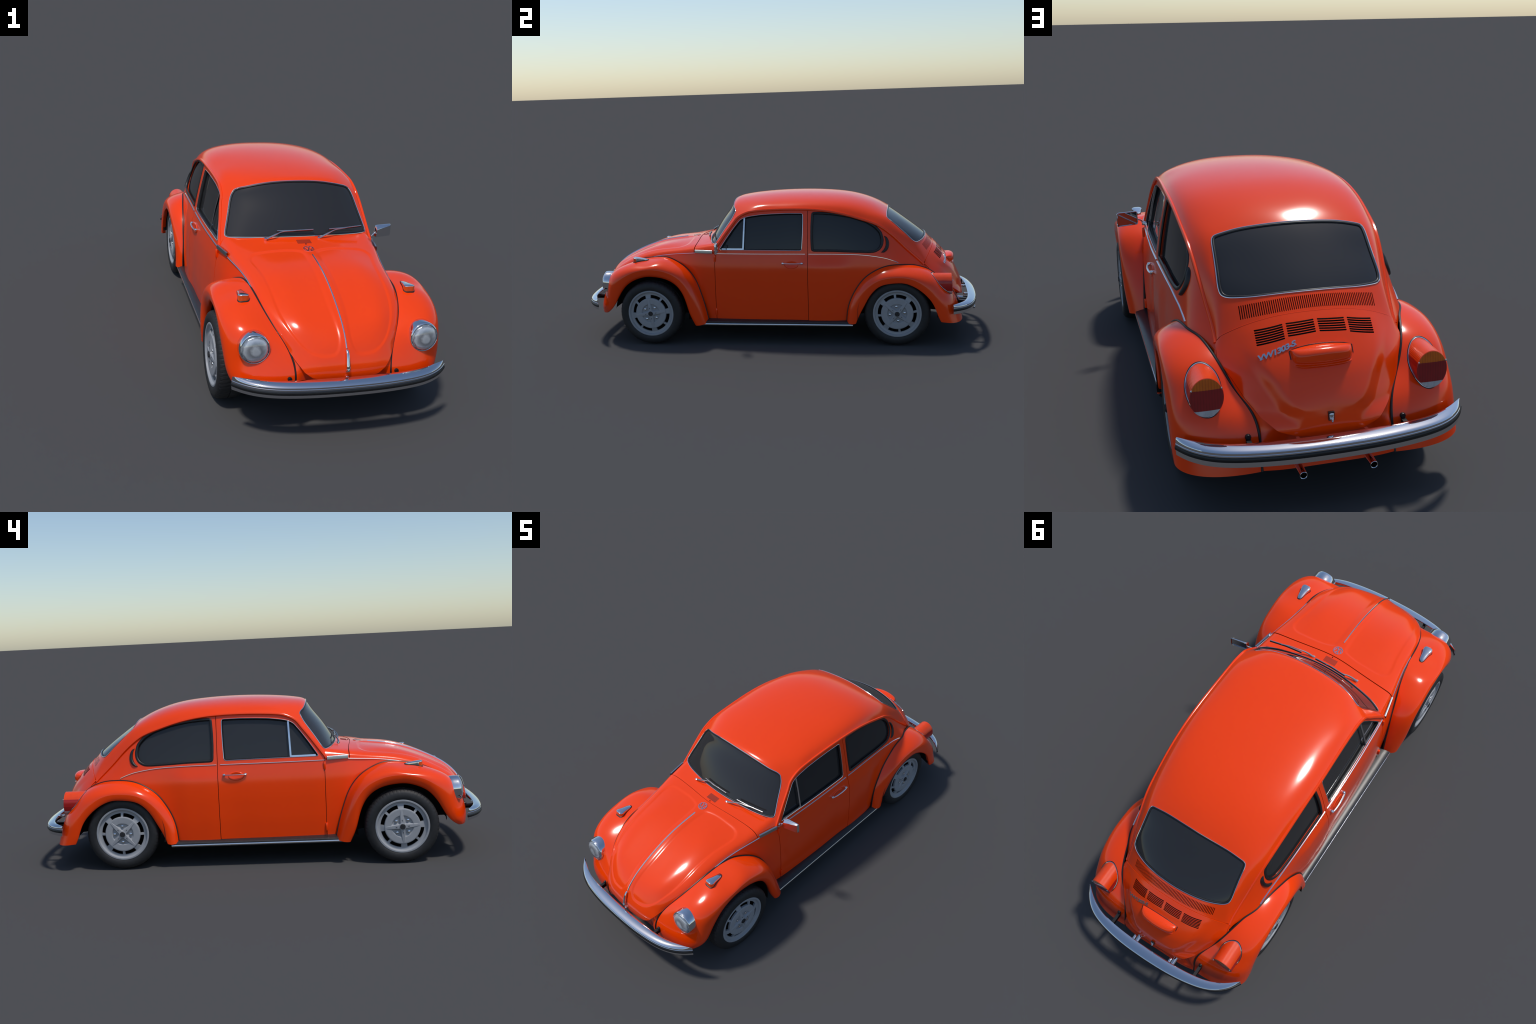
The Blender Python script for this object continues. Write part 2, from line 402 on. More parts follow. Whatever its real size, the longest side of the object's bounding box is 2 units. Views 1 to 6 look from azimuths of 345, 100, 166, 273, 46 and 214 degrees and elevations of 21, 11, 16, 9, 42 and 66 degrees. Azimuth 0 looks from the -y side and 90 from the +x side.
FRONT = [
    BASE,
    [(0, -.422, .4925), (.1, -.4145, .4905), (.2, -.405, .4845), (.255, -.402, .4785), (.2832, -.402, .467), (.2945, -.402, .4465)],
    [(0, -.505, .4815), (.1, -.502, .4808), (.18, -.499, .4748), (.235, -.496, .4655), (.265, -.497, .4545), (.2755, -.50, .4385)],
    [(0, -.60, .4695), (.1, -.5995, .469), (.17, -.598, .4655), (.222, -.596, .4530), (.252, -.597, .441), (.262, -.60, .4255)],
    [(0, -.70, .4425), (.095, -.6995, .442), (.165, -.6985, .4400), (.213, -.696, .4300), (.2435, -.695, .4185), (.2555, -.695, .405)],
    [(0, -.80, .3995), (.09, -.7995, .399), (.155, -.798, .3975), (.20, -.788, .389), (.2275, -.779, .382), (.2385, -.772, .372)],
    [(0, -.856, .3665), (.085, -.856, .366), (.145, -.853, .3635), (.183, -.843, .354), (.205, -.835, .3465), (.2145, -.828, .337)],
    [(0, -.90, .3275), (.08, -.898, .325), (.13, -.893, .3185), (.161, -.886, .312), (.179, -.879, .305), (.188, -.872, .297)],
    [(0, -.924, .290), (.075, -.922, .2865), (.117, -.918, .279), (.145, -.911, .270), (.161, -.906, .263), (.171, -.901, .257)],
    [(0, -.934, .250), (.07, -.932, .248), (.11, -.928, .243), (.14, -.921, .238), (.158, -.916, .2345), (.169, -.912, .232)],
    [(0, -.934, .213), (.07, -.932, .212), (.11, -.929, .211), (.14, -.924, .211), (.158, -.920, .211), (.169, -.917, .211)],
    [(0, -.930, .175), (.07, -.929, .175), (.11, -.927, .175), (.14, -.924, .175), (.158, -.922, .175), (.169, -.920, .175)],
    [(0, -.922, .146), (.07, -.922, .146), (.11, -.921, .146), (.14, -.919, .146), (.158, -.917, .146), (.169, -.916, .146)],
]
NV = 84
def loft(rows, nu):
    C = []
    for r in rows:
        r = np.array(r, float); t = np.linspace(0, 1, len(r)) * .35 + chord(r) / chord(r)[-1] * .65
        full = np.vstack([r[:0:-1] * [-1, 1, 1], r]); tf = np.concatenate([-t[:0:-1], t])
        C.append(cubic(tf, full, np.linspace(-1, 1, 2 * NV - 1)))
    C = np.array(C)
    ds = np.linalg.norm(np.diff(C, axis=0), axis=2).mean(1); s = np.concatenate([[0], np.cumsum(ds)])
    q = np.linspace(0, s[-1], nu)
    G = cubic(s, C.reshape(len(rows), -1), q).reshape(nu, -1, 3)
    A = np.zeros((nu, 2 * NV - 1, 3)); A[..., 0] = q[:, None]; A[..., 1] = np.linspace(-1, 1, 2 * NV - 1)[None]
    A[..., 2] = G[..., 0]                                   # X from the symmetry plane
    return W(G), A, s

GU, AU, SU = loft(UPPER, 460)
GF, AF, SF = loft(FRONT, 260)
upper = grid_panel(GU, (0, 0, 1), AU)
front = grid_panel(GF, (0, -.5, 1), AF)
drip = GU[:, -1] - [XC, 0, 0]                                # edge curves on the +x side, half-width coordinates
wing = GF[:, -1] - [XC, 0, 0]

# ---- engine lid: raised centre with fluted flanks
def lid_profile(p):
    X = np.abs(p.A[:, 2]); z = p.V[:, 2]; on = sstep((p.A[:, 0] - SU[14] + .004) / .03)
    U = np.array([(-.5, .60), (-.205, .47), (-.195, .41), (-.168, .35), (-.135, .29), (-.105, .245), (-.07, .222), (0, .215),
                  (.07, .222), (.105, .245), (.135, .29), (.168, .35), (.195, .41), (.205, .47), (.5, .60)])
    d = -poly_sd(U, np.stack([p.A[:, 2], z], 1))
    p.V = p.V + p.N * (.0095 * sstep((d + .010) / .045) * on * (.12 + .88 * sstep((.405 - z) / .09)))[:, None]
    return renormal(p)
upper = lid_profile(upper)
# ---- bonnet: two shallow recessed fields beside a centre rib
def bonnet_profile(p):
    q = np.stack([p.A[:, 1], p.A[:, 0]], 1)
    s0 = SF[1] + .045; s1 = SF[8] + .004; L = s1 - s0
    ks = np.array([(.062, s0 + .035), (.085, s0 + .010), (.15, s0), (.45, s0 - .003), (.62, s0 + .004), (.72, s0 + .03), (.74, s0 + .10),
                   (.745, s0 + .55 * L), (.74, s0 + .8 * L), (.68, s0 + .9 * L), (.5, s1 - .012), (.3, s1), (.14, s1 - .008), (.085, s1 - .035), (.066, s1 - .12), (.062, s0 + .2)])
    poly = curve(ks * [.29, 1], 120, True)
    d = -poly_sd(poly, np.stack([np.abs(p.A[:, 1]) * .29, p.A[:, 0]], 1))
    p.V = p.V - p.N * (.0030 * sstep((d + .006) / .016))[:, None]
    rib = np.exp(-(p.A[:, 2] / .012)**2) * sstep((p.A[:, 0] - s0) / .05) * sstep((SF[9] - p.A[:, 0]) / .05)
    p.V = p.V + p.N * (.0010 * rib)[:, None]
    return renormal(p)
front = bonnet_profile(front)
BVU = BVHTree.FromPolygons([tuple(v) for v in upper.V], [tuple(int(i) for i in f) for f in upper.F])
BVF = BVHTree.FromPolygons([tuple(v) for v in front.V], [tuple(int(i) for i in f) for f in front.F])
def hit(bv, o, d):
    l, n, i, t = bv.ray_cast(Vector(o), Vector(d).normalized())
    if l is None: l, n, i, t = bv.find_nearest(Vector(o))
    n = np.array(n); n = n if np.dot(n, d) < 0 else -n
    return np.array(l), n

GAP = .0013
def seam(p, f, w=GAP):
    """open a panel gap along f=0: returns inside panel, outside panel, gap strip, seam line"""
    ins, rest, lo = cut(p, f + w)
    fr = None
    return ins, rest, lo

# ---- windscreen
def pane_outline(top, side, bottom):
    """mirror-symmetric pane: arched top and bottom edges (half lists, centre first) joined by the side run"""
    full = lambda h: curve(np.vstack([np.array(h)[:0:-1] * [-1, 1], h]), 60)
    t, b = full(top), full(bottom)[::-1]; sd = np.array(side)
    return softpoly(np.vstack([t, sd, b, sd[::-1] * [-1, 1]]), 320, .006)
scr = pane_outline([(0, .690), (.1, .6848), (.18, .6695), (.216, .6590)], [(.236, .649), (.2485, .631), (.2560, .611), (.2648, .58), (.2733, .55), (.2845, .513), (.2895, .4955)], [(0, .5045), (.1, .503), (.2, .498), (.25, .4950), (.2795, .4930)])
front_part = upper.A[:, 0] < SU[5]
f = np.where(front_part, poly_sd(scr, np.stack([upper.A[:, 2], upper.V[:, 2]], 1)), .3)
windscreen, upper, scr_loop = cut(upper, f)
# ---- rear window (outline in width / height)
rw = pane_outline([(0, .634), (.1, .6297), (.15, .6238), (.195, .6140)], [(.2095, .6090), (.2125, .597), (.213, .57), (.2145, .54), (.2168, .507), (.2150, .489)], [(0, .4976), (.1, .4935), (.15, .4890), (.200, .4852)])
f = np.where(upper.A[:, 0] > SU[9], poly_sd(rw, np.stack([upper.A[:, 2], upper.V[:, 2]], 1)), .3)
rear_window, upper, rw_loop = cut(upper, f)
# ---- engine lid
lid = np.array([(-.228, .402), (-.24, .384), (-.2435, .350), (-.2185, .3185), (-.192, .275), (-.163, .240), (-.125, .210), (-.08, .197), (0, .193)])
lid = np.vstack([lid, (lid * [-1, 1])[-2::-1]]); lid = np.vstack([lid, [(.6, .7), (-.6, .7)]])
f = np.maximum(poly_sd(lid, np.stack([upper.A[:, 2], upper.V[:, 2]], 1)), SU[14] - upper.A[:, 0])
lid_in, upper, lid_loop = cut(upper, f + GAP * .5)
gapU, upper, _ = cut(upper, np.maximum(poly_sd(lid, np.stack([upper.A[:, 2], upper.V[:, 2]], 1)), SU[14] - upper.A[:, 0]) - GAP * .5)
apron_r, roof, _ = cut(upper, SU[14] - upper.A[:, 0])
kz = sstep((.255 - lid_in.V[:, 2]) / .045) * .010          # lower lip of the lid rolls outward
lid_in.V = lid_in.V + lid_in.N * kz[:, None]; lid_in = renormal(lid_in)
lid_full = lid_in; roof_full = roof
# ---- open ventilation slots: refine the sheet locally, then cut the slots out
def refine(p, box_test, levels):
    for _ in range(levels):
        c = (p.V[p.F[:, 0]] + p.V[p.F[:, 1]] + p.V[p.F[:, 2]]) / 3; m = box_test(c)
        T = p.F[m]; D = np.hstack([p.V, p.N, p.A]); E = np.sort(np.vstack([T[:, [0, 1]], T[:, [1, 2]], T[:, [2, 0]]]), 1)
        u, inv = np.unique(E, axis=0, return_inverse=True); inv = inv.ravel(); mid = (D[u[:, 0]] + D[u[:, 1]]) / 2; k = len(T); b = len(D)
        ab, bc, ca = inv[:k] + b, inv[k:2 * k] + b, inv[2 * k:] + b
        F = np.vstack([p.F[~m], np.stack([T[:, 0], ab, ca], 1), np.stack([ab, T[:, 1], bc], 1), np.stack([ca, bc, T[:, 2]], 1), np.stack([ab, bc, ca], 1)])
        D = np.vstack([D, mid]); N_ = D[:, 3:6]; p = Panel(D[:, :3], N_ / np.linalg.norm(N_, axis=1, keepdims=True), D[:, 6:], F)
    return p
def slot_sd(q, segs, hw):
    d = np.full(len(q), 1.)
    for (ax, ay), (bx, by) in segs:
        ex, ey = bx - ax, by - ay; t = np.clip(((q[:, 0] - ax) * ex + (q[:, 1] - ay) * ey) / (ex * ex + ey * ey), 0, 1)
        d = np.minimum(d, np.hypot(q[:, 0] - ax - t * ex, q[:, 1] - ay - t * ey))
    return d - hw
def zarc(X, edge, mid): return mid + (edge - mid) * (X / .177)**2
XZ = lambda p: np.stack([p.V[:, 0] - XC, p.V[:, 2]], 1)
segs = [((X, zarc(X, .4690, .4895)), (X, zarc(X, .4420, .4660))) for X in np.linspace(-.1765, .1765, 68)]
roof = refine(roof, lambda c: (np.abs(c[:, 0] - XC) < .19) & (c[:, 2] > .433) & (c[:, 2] < .497) & (c[:, 1] > .66), 3)
_, roof, _ = cut(roof, np.where(roof.V[:, 1] > .6, slot_sd(XZ(roof), segs, .00115), 1.))
segs = []
for x0, x1, n, zt0, zt1, zb0, zb1 in ((.150, .0845, 7, .4215, .4355, .3937, .4090), (.0735, .006, 6, .437, .4415, .4135, .419), (-.006, -.0735, 6, .4415, .437, .419, .4135), (-.0845, -.150, 7, .4355, .4215, .4090, .3937)):
    for k in range(n):
        a = k / (n - 1); segs.append(((x0, zt0 + (zb0 - zt0) * a), (x1, zt1 + (zb1 - zt1) * a)))
lid_in = refine(lid_in, lambda c: (np.abs(c[:, 0] - XC) < .156) & (c[:, 2] > .388) & (c[:, 2] < .447), 3)
_, lid_in, _ = cut(lid_in, slot_sd(XZ(lid_in), segs, .00155))
# ---- bonnet
hood = np.array([(-.6, .80), (-.29, .40), (-.215, .327), (-.193, .300), (-.178, .279), (-.162, .257), (-.142, .232), (-.115, .2135), (-.06, .2035), (0, .200)])
hood = np.vstack([hood, (hood * [-1, 1])[-2::-1]])
fh = lambda p: np.maximum(np.where(p.V[:, 2] < .36, poly_sd(hood, np.stack([p.A[:, 2], p.V[:, 2]], 1)), -.2), SF[1] - p.A[:, 0])
bonnet, front, hood_loop = cut(front, fh(front) + GAP)
gapF, front, _ = cut(front, fh(front) - GAP)
cowl, apron_f, _ = cut(front, front.A[:, 0] - SF[4])

body_roof = emit("roof", roof, PAINT)
o_cowl = emit("cowl", cowl, PAINT)
apron_f.V[:, 1] += .017 * sstep((.168 - np.abs(apron_f.A[:, 2])) / .05) * (apron_f.V[:, 2] < .30); apron_f = renormal(apron_f)
o_apr = emit("apron", apron_f, PAINT); 
apron_r.V[:, 1] -= .012 * sstep((.168 - np.abs(apron_r.A[:, 2])) / .05) * sstep((apron_r.V[:, 2] - .13) / .03) * (apron_r.V[:, 2] < .27); apron_r = renormal(apron_r)
o_apr2 = emit("apron", apron_r, PAINT)
kz = sstep((.30 - bonnet.V[:, 2]) / .06) * .006           # the lower lip stands clear of the apron
bonnet.V = bonnet.V + bonnet.N * kz[:, None]; bonnet = renormal(bonnet)
bon = emit("bonnet", skirt(bonnet.moved(.0022), .016), PAINT)
o_lid = emit("engine_lid", lid_in.moved(.0015), PAINT)
sk = skirt(lid_full.moved(.0015), .014); sk.F = sk.F[len(lid_full.F):]; emit("lid_edge", sk.clean(), PAINT, o_lid)
for g in (gapU,):
    if g is not None: emit("panel_gap", g.moved(-.004), DARK)
o_ws = emit("windscreen", windscreen.moved(-.0025), GLASS)
o_rw = emit("rear_window", rear_window.moved(-.0025), GLASS)
def inset(loop, d):
    """shrink a closed boundary loop within its surface"""
    V, N, c = soften(loop); T = np.roll(V, -1, 0) - np.roll(V, 1, 0); B = np.cross(T, N); B /= np.linalg.norm(B, axis=1, keepdims=True)
    if ((V.mean(0) - V) * B).sum() < 0: B = -B
    return V + B * d, N, c
def trim(name, loop, prof, mat, parent, lift=0.):
    V, N, c = soften(loop); return tube(name, V + N * lift, prof, mat, parent, N=N, closed=c)
for lp, ob in ((scr_loop[0], o_ws), (rw_loop[0], o_rw)):
    trim("rubber_seal", inset(lp, .0030), circ(.0042, 10, 1, .6), RUBBER, ob, -.0012)
    trim("chrome_trim", lp, circ(.0015, 8, 1, .9), CHROME, ob, .0012)

# ------------------------------------------------------------------ body sides
sx = lambda a, b, s: smooth_fn(a, b, s)
tap = sx([-.6, -.55, -.5, -.45, -.40, -.37, -.30, -.25, -.1, 0, .1, .2, .3, .4, .5, .6, .65, .7, .75],
         [.0605, .054, .047, .038, .0265, .0205, .0115, .0075, .0015, 0, .0003, .002, .005, .009, .0165, .030, .038, .050, .066], .02)
base = sx([.10, .2, .3, .38, .448, .5, .6], [.331, .3365, .3365, .3325, .3215, .310, .29], .020)
beltz = sx([-.4, .1, .3, .4, .45, .5, .55, .6, .65, .75], [.4485, .448, .4465, .4435, .440, .433, .4235, .406, .379, .31], .012)
dy, dz_, dX = drip[:, 1], drip[:, 2], drip[:, 0]
o = np.argsort(dy); dy, dz_, dX = dy[o], dz_[o], dX[o]
wy, wz, wX = wing[::-1, 1], wing[::-1, 2], wing[::-1, 0]
o = np.argsort(wy); wy, wz, wX = wy[o], wz[o], wX[o]
JY = -.303
def topz(y): return np.where(y < JY, np.interp(y, wy, wz), np.interp(y, dy, dz_))
def topX(y): return np.where(y < JY, np.interp(y, wy, wX), np.interp(y, dy, dX) - .0045)
def sideX(y, z):
    low = base(z) - tap(y); zb = beltz(y); xb = base(zb) - tap(y); zd = topz(y); xd = topX(y)
    t = np.clip((z - zb) / np.maximum(zd - zb, 1e-3), 0, 1)
    up = xb + (xd - xb) * t + .012 * t * (1 - t) * sstep((zd - zb) / .1)
    low = low + .0085 * sstep((y - .08) / .16) * sstep((.405 - y) / .10) * sstep((.45 - z) / .07)
    return np.where((z > zb) & (y > JY), up, low)
ny, nz = 420, 130
yy = np.linspace(-.60, .745, ny); tt = np.linspace(0, 1, nz)
YS = np.repeat(yy[:, None], nz, 1); ZB = .108; ZT = topz(YS); ZS = ZB + (ZT - ZB) * tt[None]
GS = W(np.stack([sideX(YS, ZS), YS, ZS], 2))
GS[:, :, 0] = gsm(GS[:, :, 0], 2.0)
side = grid_panel(GS, (1, 0, 0))

# ------------------------------------------------------------------ wings (fenders): piping line I, widest line B, arch lip L
FRONT_WING = [  # I, B, L, crown rise, fullness
    ((.329, -.332, .103), (.384, -.372, .0965), (.374, -.392, .0955), 0, 2),
    ((.324, -.349, .178), (.393, -.398, .165), (.376, -.418, .155), 0, 2),
    ((.317, -.374, .2585), (.398, -.415, .240), (.377, -.4375, .225), 0, 2),
    ((.308, -.404, .325), (.400, -.443, .308), (.377, -.468, .286), .001, 2),
    ((.297, -.450, .3765), (.401, -.490, .352), (.3765, -.51, .321), .004, 2),
    ((.281, -.502, .4065), (.400, -.545, .374), (.376, -.555, .337), .003, 2),
    ((.267, -.560, .424), (.400, -.598, .381), (.3755, -.60, .343), .001, 2),
    ((.2605, -.630, .421), (.400, -.648, .379), (.375, -.645, .341), -.003, 2),
    ((.256, -.690, .411), (.400, -.706, .362), (.376, -.70, .323), .004, 2),
    ((.2385, -.768, .378), (.399, -.757, .327), (.380, -.745, .290), .018, 2),
    ((.2145, -.826, .340), (.394, -.790, .280), (.380, -.775, .249), .023, 2),
    ((.188, -.870, .298), (.387, -.816, .228), (.378, -.80, .206), .002, 2.0),
    ((.169, -.909, .235), (.374, -.834, .185), (.368, -.826, .174), -.008, 2.1),
    ((.169, -.920, .185), (.356, -.852, .160), (.350, -.847, .156), -.004, 2.1),
    ((.169, -.916, .146), (.336, -.866, .146), (.333, -.862, .146), -.002, 2.1),
]
REAR_WING = [
    ((.334, .362, .108), (.364, .392, .107), (.361, .408, .111), -.002, 2),
    ((.3335, .368, .17), (.363, .410, .167), (.3565, .428, .158), -.003, 2),
    ((.330, .385, .23), (.366, .432, .219), (.3595, .452, .205), -.005, 2),
    ((.327, .420, .293), (.3705, .458, .270), (.3640, .475, .248), -.006, 2),
    ((.320, .463, .34), (.3745, .494, .308), (.3690, .505, .284), -.006, 2),
    ((.309, .527, .376), (.3765, .541, .332), (.3715, .545, .3065), -.006, 2),
    ((.296, .590, .3895), (.3765, .600, .340), (.3695, .60, .314), -.007, 2),
    ((.281, .652, .389), (.3765, .650, .338), (.370, .645, .3125), -.006, 2),
    ((.2615, .715, .376), (.3765, .700, .320), (.371, .69, .295), -.001, 2),
    ((.238, .779, .342), (.3765, .741, .287), (.371, .728, .2685), .008, 2),
    ((.2125, .818, .295), (.3755, .773, .250), (.370, .76, .236), .014, 2),
    ((.180, .866, .248), (.3745, .801, .205), (.370, .785, .194), .012, 2.1),
    ((.1685, .895, .200), (.3735, .817, .160), (.369, .80, .155), .007, 2.1),
    ((.169, .920, .114), (.371, .834, .124), (.367, .814, .1255), .008, 2.1),
]
def build_wing(ST, hub, ns=260):
    I, B, L = (np.array([s[k] for s in ST], float) for k in range(3)); ex = np.array([(s[3], s[4]) for s in ST], float)
    t = (chord(I) / chord(I)[-1] + chord(L) / chord(L)[-1]) / 2; q = np.linspace(0, 1, ns)
    I, B, L, ex = (cubic(t, a, q) for a in (I, B, L, ex))
    on = (I[:, 1] > -.595) & (I[:, 1] < .70); I[:, 0] = np.where(on, np.maximum(I[:, 0], sideX(I[:, 1], I[:, 2]) + .0004), I[:, 0])
    I[:, :1] = gsm(I[:, :1], 3.)
    rad = I - np.array([0, *hub]); rad[:, 0] = 0; rad /= np.linalg.norm(rad, axis=1, keepdims=True)
    rows = []
    for ph in np.linspace(0, math.pi / 2, 46):
        e = 2 / ex[:, 1:]; sx_ = math.sin(ph)**e; cx_ = 1 - max(math.cos(ph), 0)**e if ph < math.pi / 2 else np.ones_like(e)
        P = I + (B - I) * cx_; P[:, 0] = I[:, 0] + (B[:, 0] - I[:, 0]) * sx_[:, 0]
        rows.append(P + rad * (ex[:, :1] * math.sin(2 * ph)))
    for ph in np.linspace(0, math.pi / 2, 14)[1:]:
        P = B + (L - B) * math.sin(ph); P[:, 0] = B[:, 0] + (L[:, 0] - B[:, 0]) * (1 - math.cos(ph)); rows.append(P)
    L2 = L + rad * .004; L2[:, 0] -= .016; rows.append(L * .5 + L2 * .5 - rad * .0015); rows.append(L2)
    return W(np.stack(rows, 1)), I
FHUB, RHUB = (-.614, .160), (.606, .160)
GW1, I1 = build_wing(FRONT_WING, FHUB); GW2, I2 = build_wing(REAR_WING, RHUB)
wing1 = grid_panel(GW1, (.5, 0, 1)); wing2 = grid_panel(GW2, (.5, 0, 1))
BVW = {1: BVHTree.FromPolygons([tuple(v) for v in wing1.V], [tuple(int(i) for i in f) for f in wing1.F]),
       2: BVHTree.FromPolygons([tuple(v) for v in wing2.V], [tuple(int(i) for i in f) for f in wing2.F])}

# cut the body side open under the wings
yz = lambda p: p.V[:, 1:3]
p1 = np.vstack([I1[:, 1:3][I1[:, 1] > -.61], [(-.75, .40), (-.75, .0), (-.33, .0)]])
p2 = np.vstack([I2[:, 1:3][I2[:, 1] < .80], [(.82, .30), (.82, 0), (.36, 0)]])
_, side, _ = cut(side, poly_sd(p1, yz(side)) + .003)
_, side, _ = cut(side, poly_sd(p2, yz(side)) + .003)
# side windows (outlines in length / height)
dw = softpoly([(.1505, .6425), (.075, .6435), (0, .641), (-.06, .6375), (-.115, .6300), (-.143, .6235), (-.165, .611), (-.197, .572), (-.234, .521), (-.2695, .467),
               (-.15, .4670), (0, .4660), (.1445, .4640), (.1480, .53), (.1505, .60)], 320, .0045)
qw = softpoly([(.1945, .6475), (.1905, .58), (.1900, .525), (.1930, .4615), (.309, .4595), (.394, .4553), (.470, .4520), (.500, .4535), (.524, .466), (.537, .487), (.5395, .511), (.531, .545),
               (.504, .575), (.461, .6015), (.401, .6240), (.303, .6410), (.24, .6465)], 320, .0065)
door_glass, side, dw_loop = cut(side, poly_sd(dw, yz(side)))
quarter_glass, side, qw_loop = cut(side, poly_sd(qw, yz(side)))
fd = lambda p: np.maximum(np.abs(p.V[:, 1] + .0595) - .2335, -(p.V[:, 2] - .117))
door, side, _ = cut(side, fd(side) + GAP)
gapS, side, _ = cut(side, fd(side) - GAP)

belt_pts = np.array([(y, float(beltz(y)) - 0.0) for y in np.linspace(-.293, .61, 160)])
belt3 = W(np.stack([sideX(belt_pts[:, 0], belt_pts[:, 1]), belt_pts[:, 0], belt_pts[:, 1]], 1))
def dome(w, h): return [(-w, -.001), (-w * .8, h * .6), (-w * .35, h), (w * .35, h), (w * .8, h * .6), (w, -.001)]

for sgn in (1, -1):
    M = (lambda p: p) if sgn == 1 else (lambda p: p.mirrored())
    Q = (lambda P: np.asarray(P, float)) if sgn == 1 else mx
    sp = emit("side_panel", skirt(M(side), .012), PAINT)
    dr = emit("door", skirt(M(door), .014), PAINT)
    emit("panel_gap", M(gapS).moved(-.004), DARK)
    dg = emit("door_window", M(door_glass).moved(-.014), GLASS, dr)
    qg = emit("quarter_window", M(quarter_glass).moved(-.009), GLASS, sp)
    flipN = np.array([sgn, 1, 1])
    for lp, ob, pr1, pr2 in ((dw_loop[0], dg, None, 1), (qw_loop[0], qg, 1, None)):
        V, N, c = soften(lp)
        V = Q(V); N = N * flipN
        if pr1: 
            Vi, Ni, _ = inset(lp, .003); tube("rubber_seal", Q(Vi) - N * .001, circ(.0062, 10, 1, .6), RUBBER, ob, N=N, closed=True) if len(Vi) == len(N) else None
        else:
            Vi, Ni, _ = inset(lp, .002); tube("rubber_seal", Q(Vi) - N * .009, circ(.0036, 8, 1, 2.2), RUBBER, ob, N=N, closed=True)
            tube("chrome_trim", V + N * .0002, circ(.0014, 8, 1, .9), CHROME, ob, N=N, closed=True)
    # vent window bar and its lower frame
    def on_side(pts, off=0.):
        pts = np.array(pts, float); P = W(np.stack([sideX(pts[:, 0], pts[:, 1]) + off, pts[:, 0], pts[:, 1]], 1)); return Q(P)
    bar = resample(on_side([(-.141, .6205), (-.1435, .56), (-.1475, .4685)], -.001), 30)
    tube("vent_window_bar", bar, [(-.0038, -.004), (-.0038, .002), (.0038, .002), (.0038, -.004)], CHROME, dg, N=np.tile([sgn, 0, .2], (30, 1)))
    low = resample(on_side([(-.256, .471), (-.20, .4705), (-.150, .4705)], -.002), 20)
    tube("vent_window_frame", low, [(-.0042, -.003), (-.0042, .002), (.0042, .002), (.0042, -.003)], CHROME, dg, N=np.tile([sgn, 0, .2], (20, 1)))
    # belt line moulding
    bl = Q(belt3); nrm = np.tile([sgn, 0, .15], (len(bl), 1))
    k = int(np.argmin(np.abs(belt_pts[:, 0] - .174)))
    tube("belt_moulding", bl[:k - 1], dome(.0024, .003), CHROME, dr, N=nrm[:k - 1]); tube("belt_moulding", bl[k + 1:], dome(.0024, .003), CHROME, sp, N=nrm[k + 1:])
    # strip along the bonnet edge
    m = (wing[:, 1] < -.305) & (wing[:, 1] > -.655); st = resample(Q(W(wing[m] + [.0005, 0, .001])), 90)
    tube("wing_moulding", st, dome(.0032, .0035), CHROME, sp, N=np.tile([sgn * .8, 0, .6], (90, 1)))
    # roof gutter
    gm = (drip[:, 1] < .742) & (np.arange(len(drip)) < np.argmax(drip[:, 1] > .735)); gt = resample(Q(W(drip[gm])), 260)
    tube("roof_gutter", gt, [(-.0055, -.004), (-.006, .0), (-.004, .004), (.0, .005), (.004, .0035), (.006, -.001), (.004, -.005)], PAINT, sp, N=np.tile([sgn * .9, 0, .45], (260, 1)))
    # quarter ventilation crescent
    oc = np.array([(.5425, .5285), (.553, .524), (.5625, .512), (.5675, .493), (.565, .474), (.556, .459), (.542, .4505), (.5285, .4515)])
    ic = np.array([(.5425, .5285), (.5475, .518), (.551, .503), (.551, .487), (.547, .474), (.540, .463), (.533, .456), (.5285, .4515)])
    oc, ic = curve(oc, 40), curve(ic, 40)
    rows = []
    for w, hgt in ((0, -.001), (.04, .004), (.2, .0075), (.5, .009), (.8, .0075), (.96, .004), (1, -.001)):
        pt = oc * (1 - w) + ic * w; fade = np.minimum(1, np.sqrt(np.sin(np.linspace(0, math.pi, 40)) + .03) * 1.2)
        rows.append(on_side(pt) + np.array([sgn, 0, 0]) * (hgt * fade)[:, None])
    emit("air_outlet", grid_panel(np.stack(rows, 1), (sgn, 0, 0)), RUBBER, sp)
    # door handle: bowed chrome bar and dished recess
    hy = np.linspace(.150, .0475, 26); hb = np.sin(np.linspace(.12, math.pi - .12, 26))**.5
    hp = on_side(np.stack([hy, np.full(26, .4035)], 1)); hp[:, 0] += sgn * (.004 + .011 * hb)
    hd = tube("door_handle", hp, circ(.0030, 10, 1.3, .75), CHROME, dr, N=np.tile([0, 0, 1.], (26, 1)), scale=np.linspace(1.15, .9, 26))
    for yk, ln in ((.146, .0), (.052, .0)):
        c = on_side([(yk, .4035)])[0]; v, f = box(c + np.array([sgn * .004, 0, 0]), (.016, .011, .011)); bevelled(add_obj("handle_mount", v, f, CHROME, hd), .003)
    v, f = lathe([(0, .0012), (.022, .0014), (.026, .0036), (.029, .0030), (.0315, -.001)], 48, (sgn, 0, .12), (0, 0, 0))
    c = on_side([(.094, .396)])[0]; v = v * [1, 1.15, .62] + c
    add_obj("handle_recess", v, f, PAINT, dr, smooth=60)
    # hinges
    for zk in (.426, .155):
        c = on_side([(-.2925, zk)])[0]
        v, f = lathe([(0, -.017), (.0045, -.017), (.0055, -.015), (.0055, .015), (.0045, .017), (0, .017)], 16, (0, 0, 1), c + np.array([sgn * .003, 0, 0])); add_obj("door_hinge", v, f, PAINT, dr)
    # pillar plate (grey vent trim at the bonnet hinge)
    py = np.linspace(-.3965, -.304, 24); rows = []
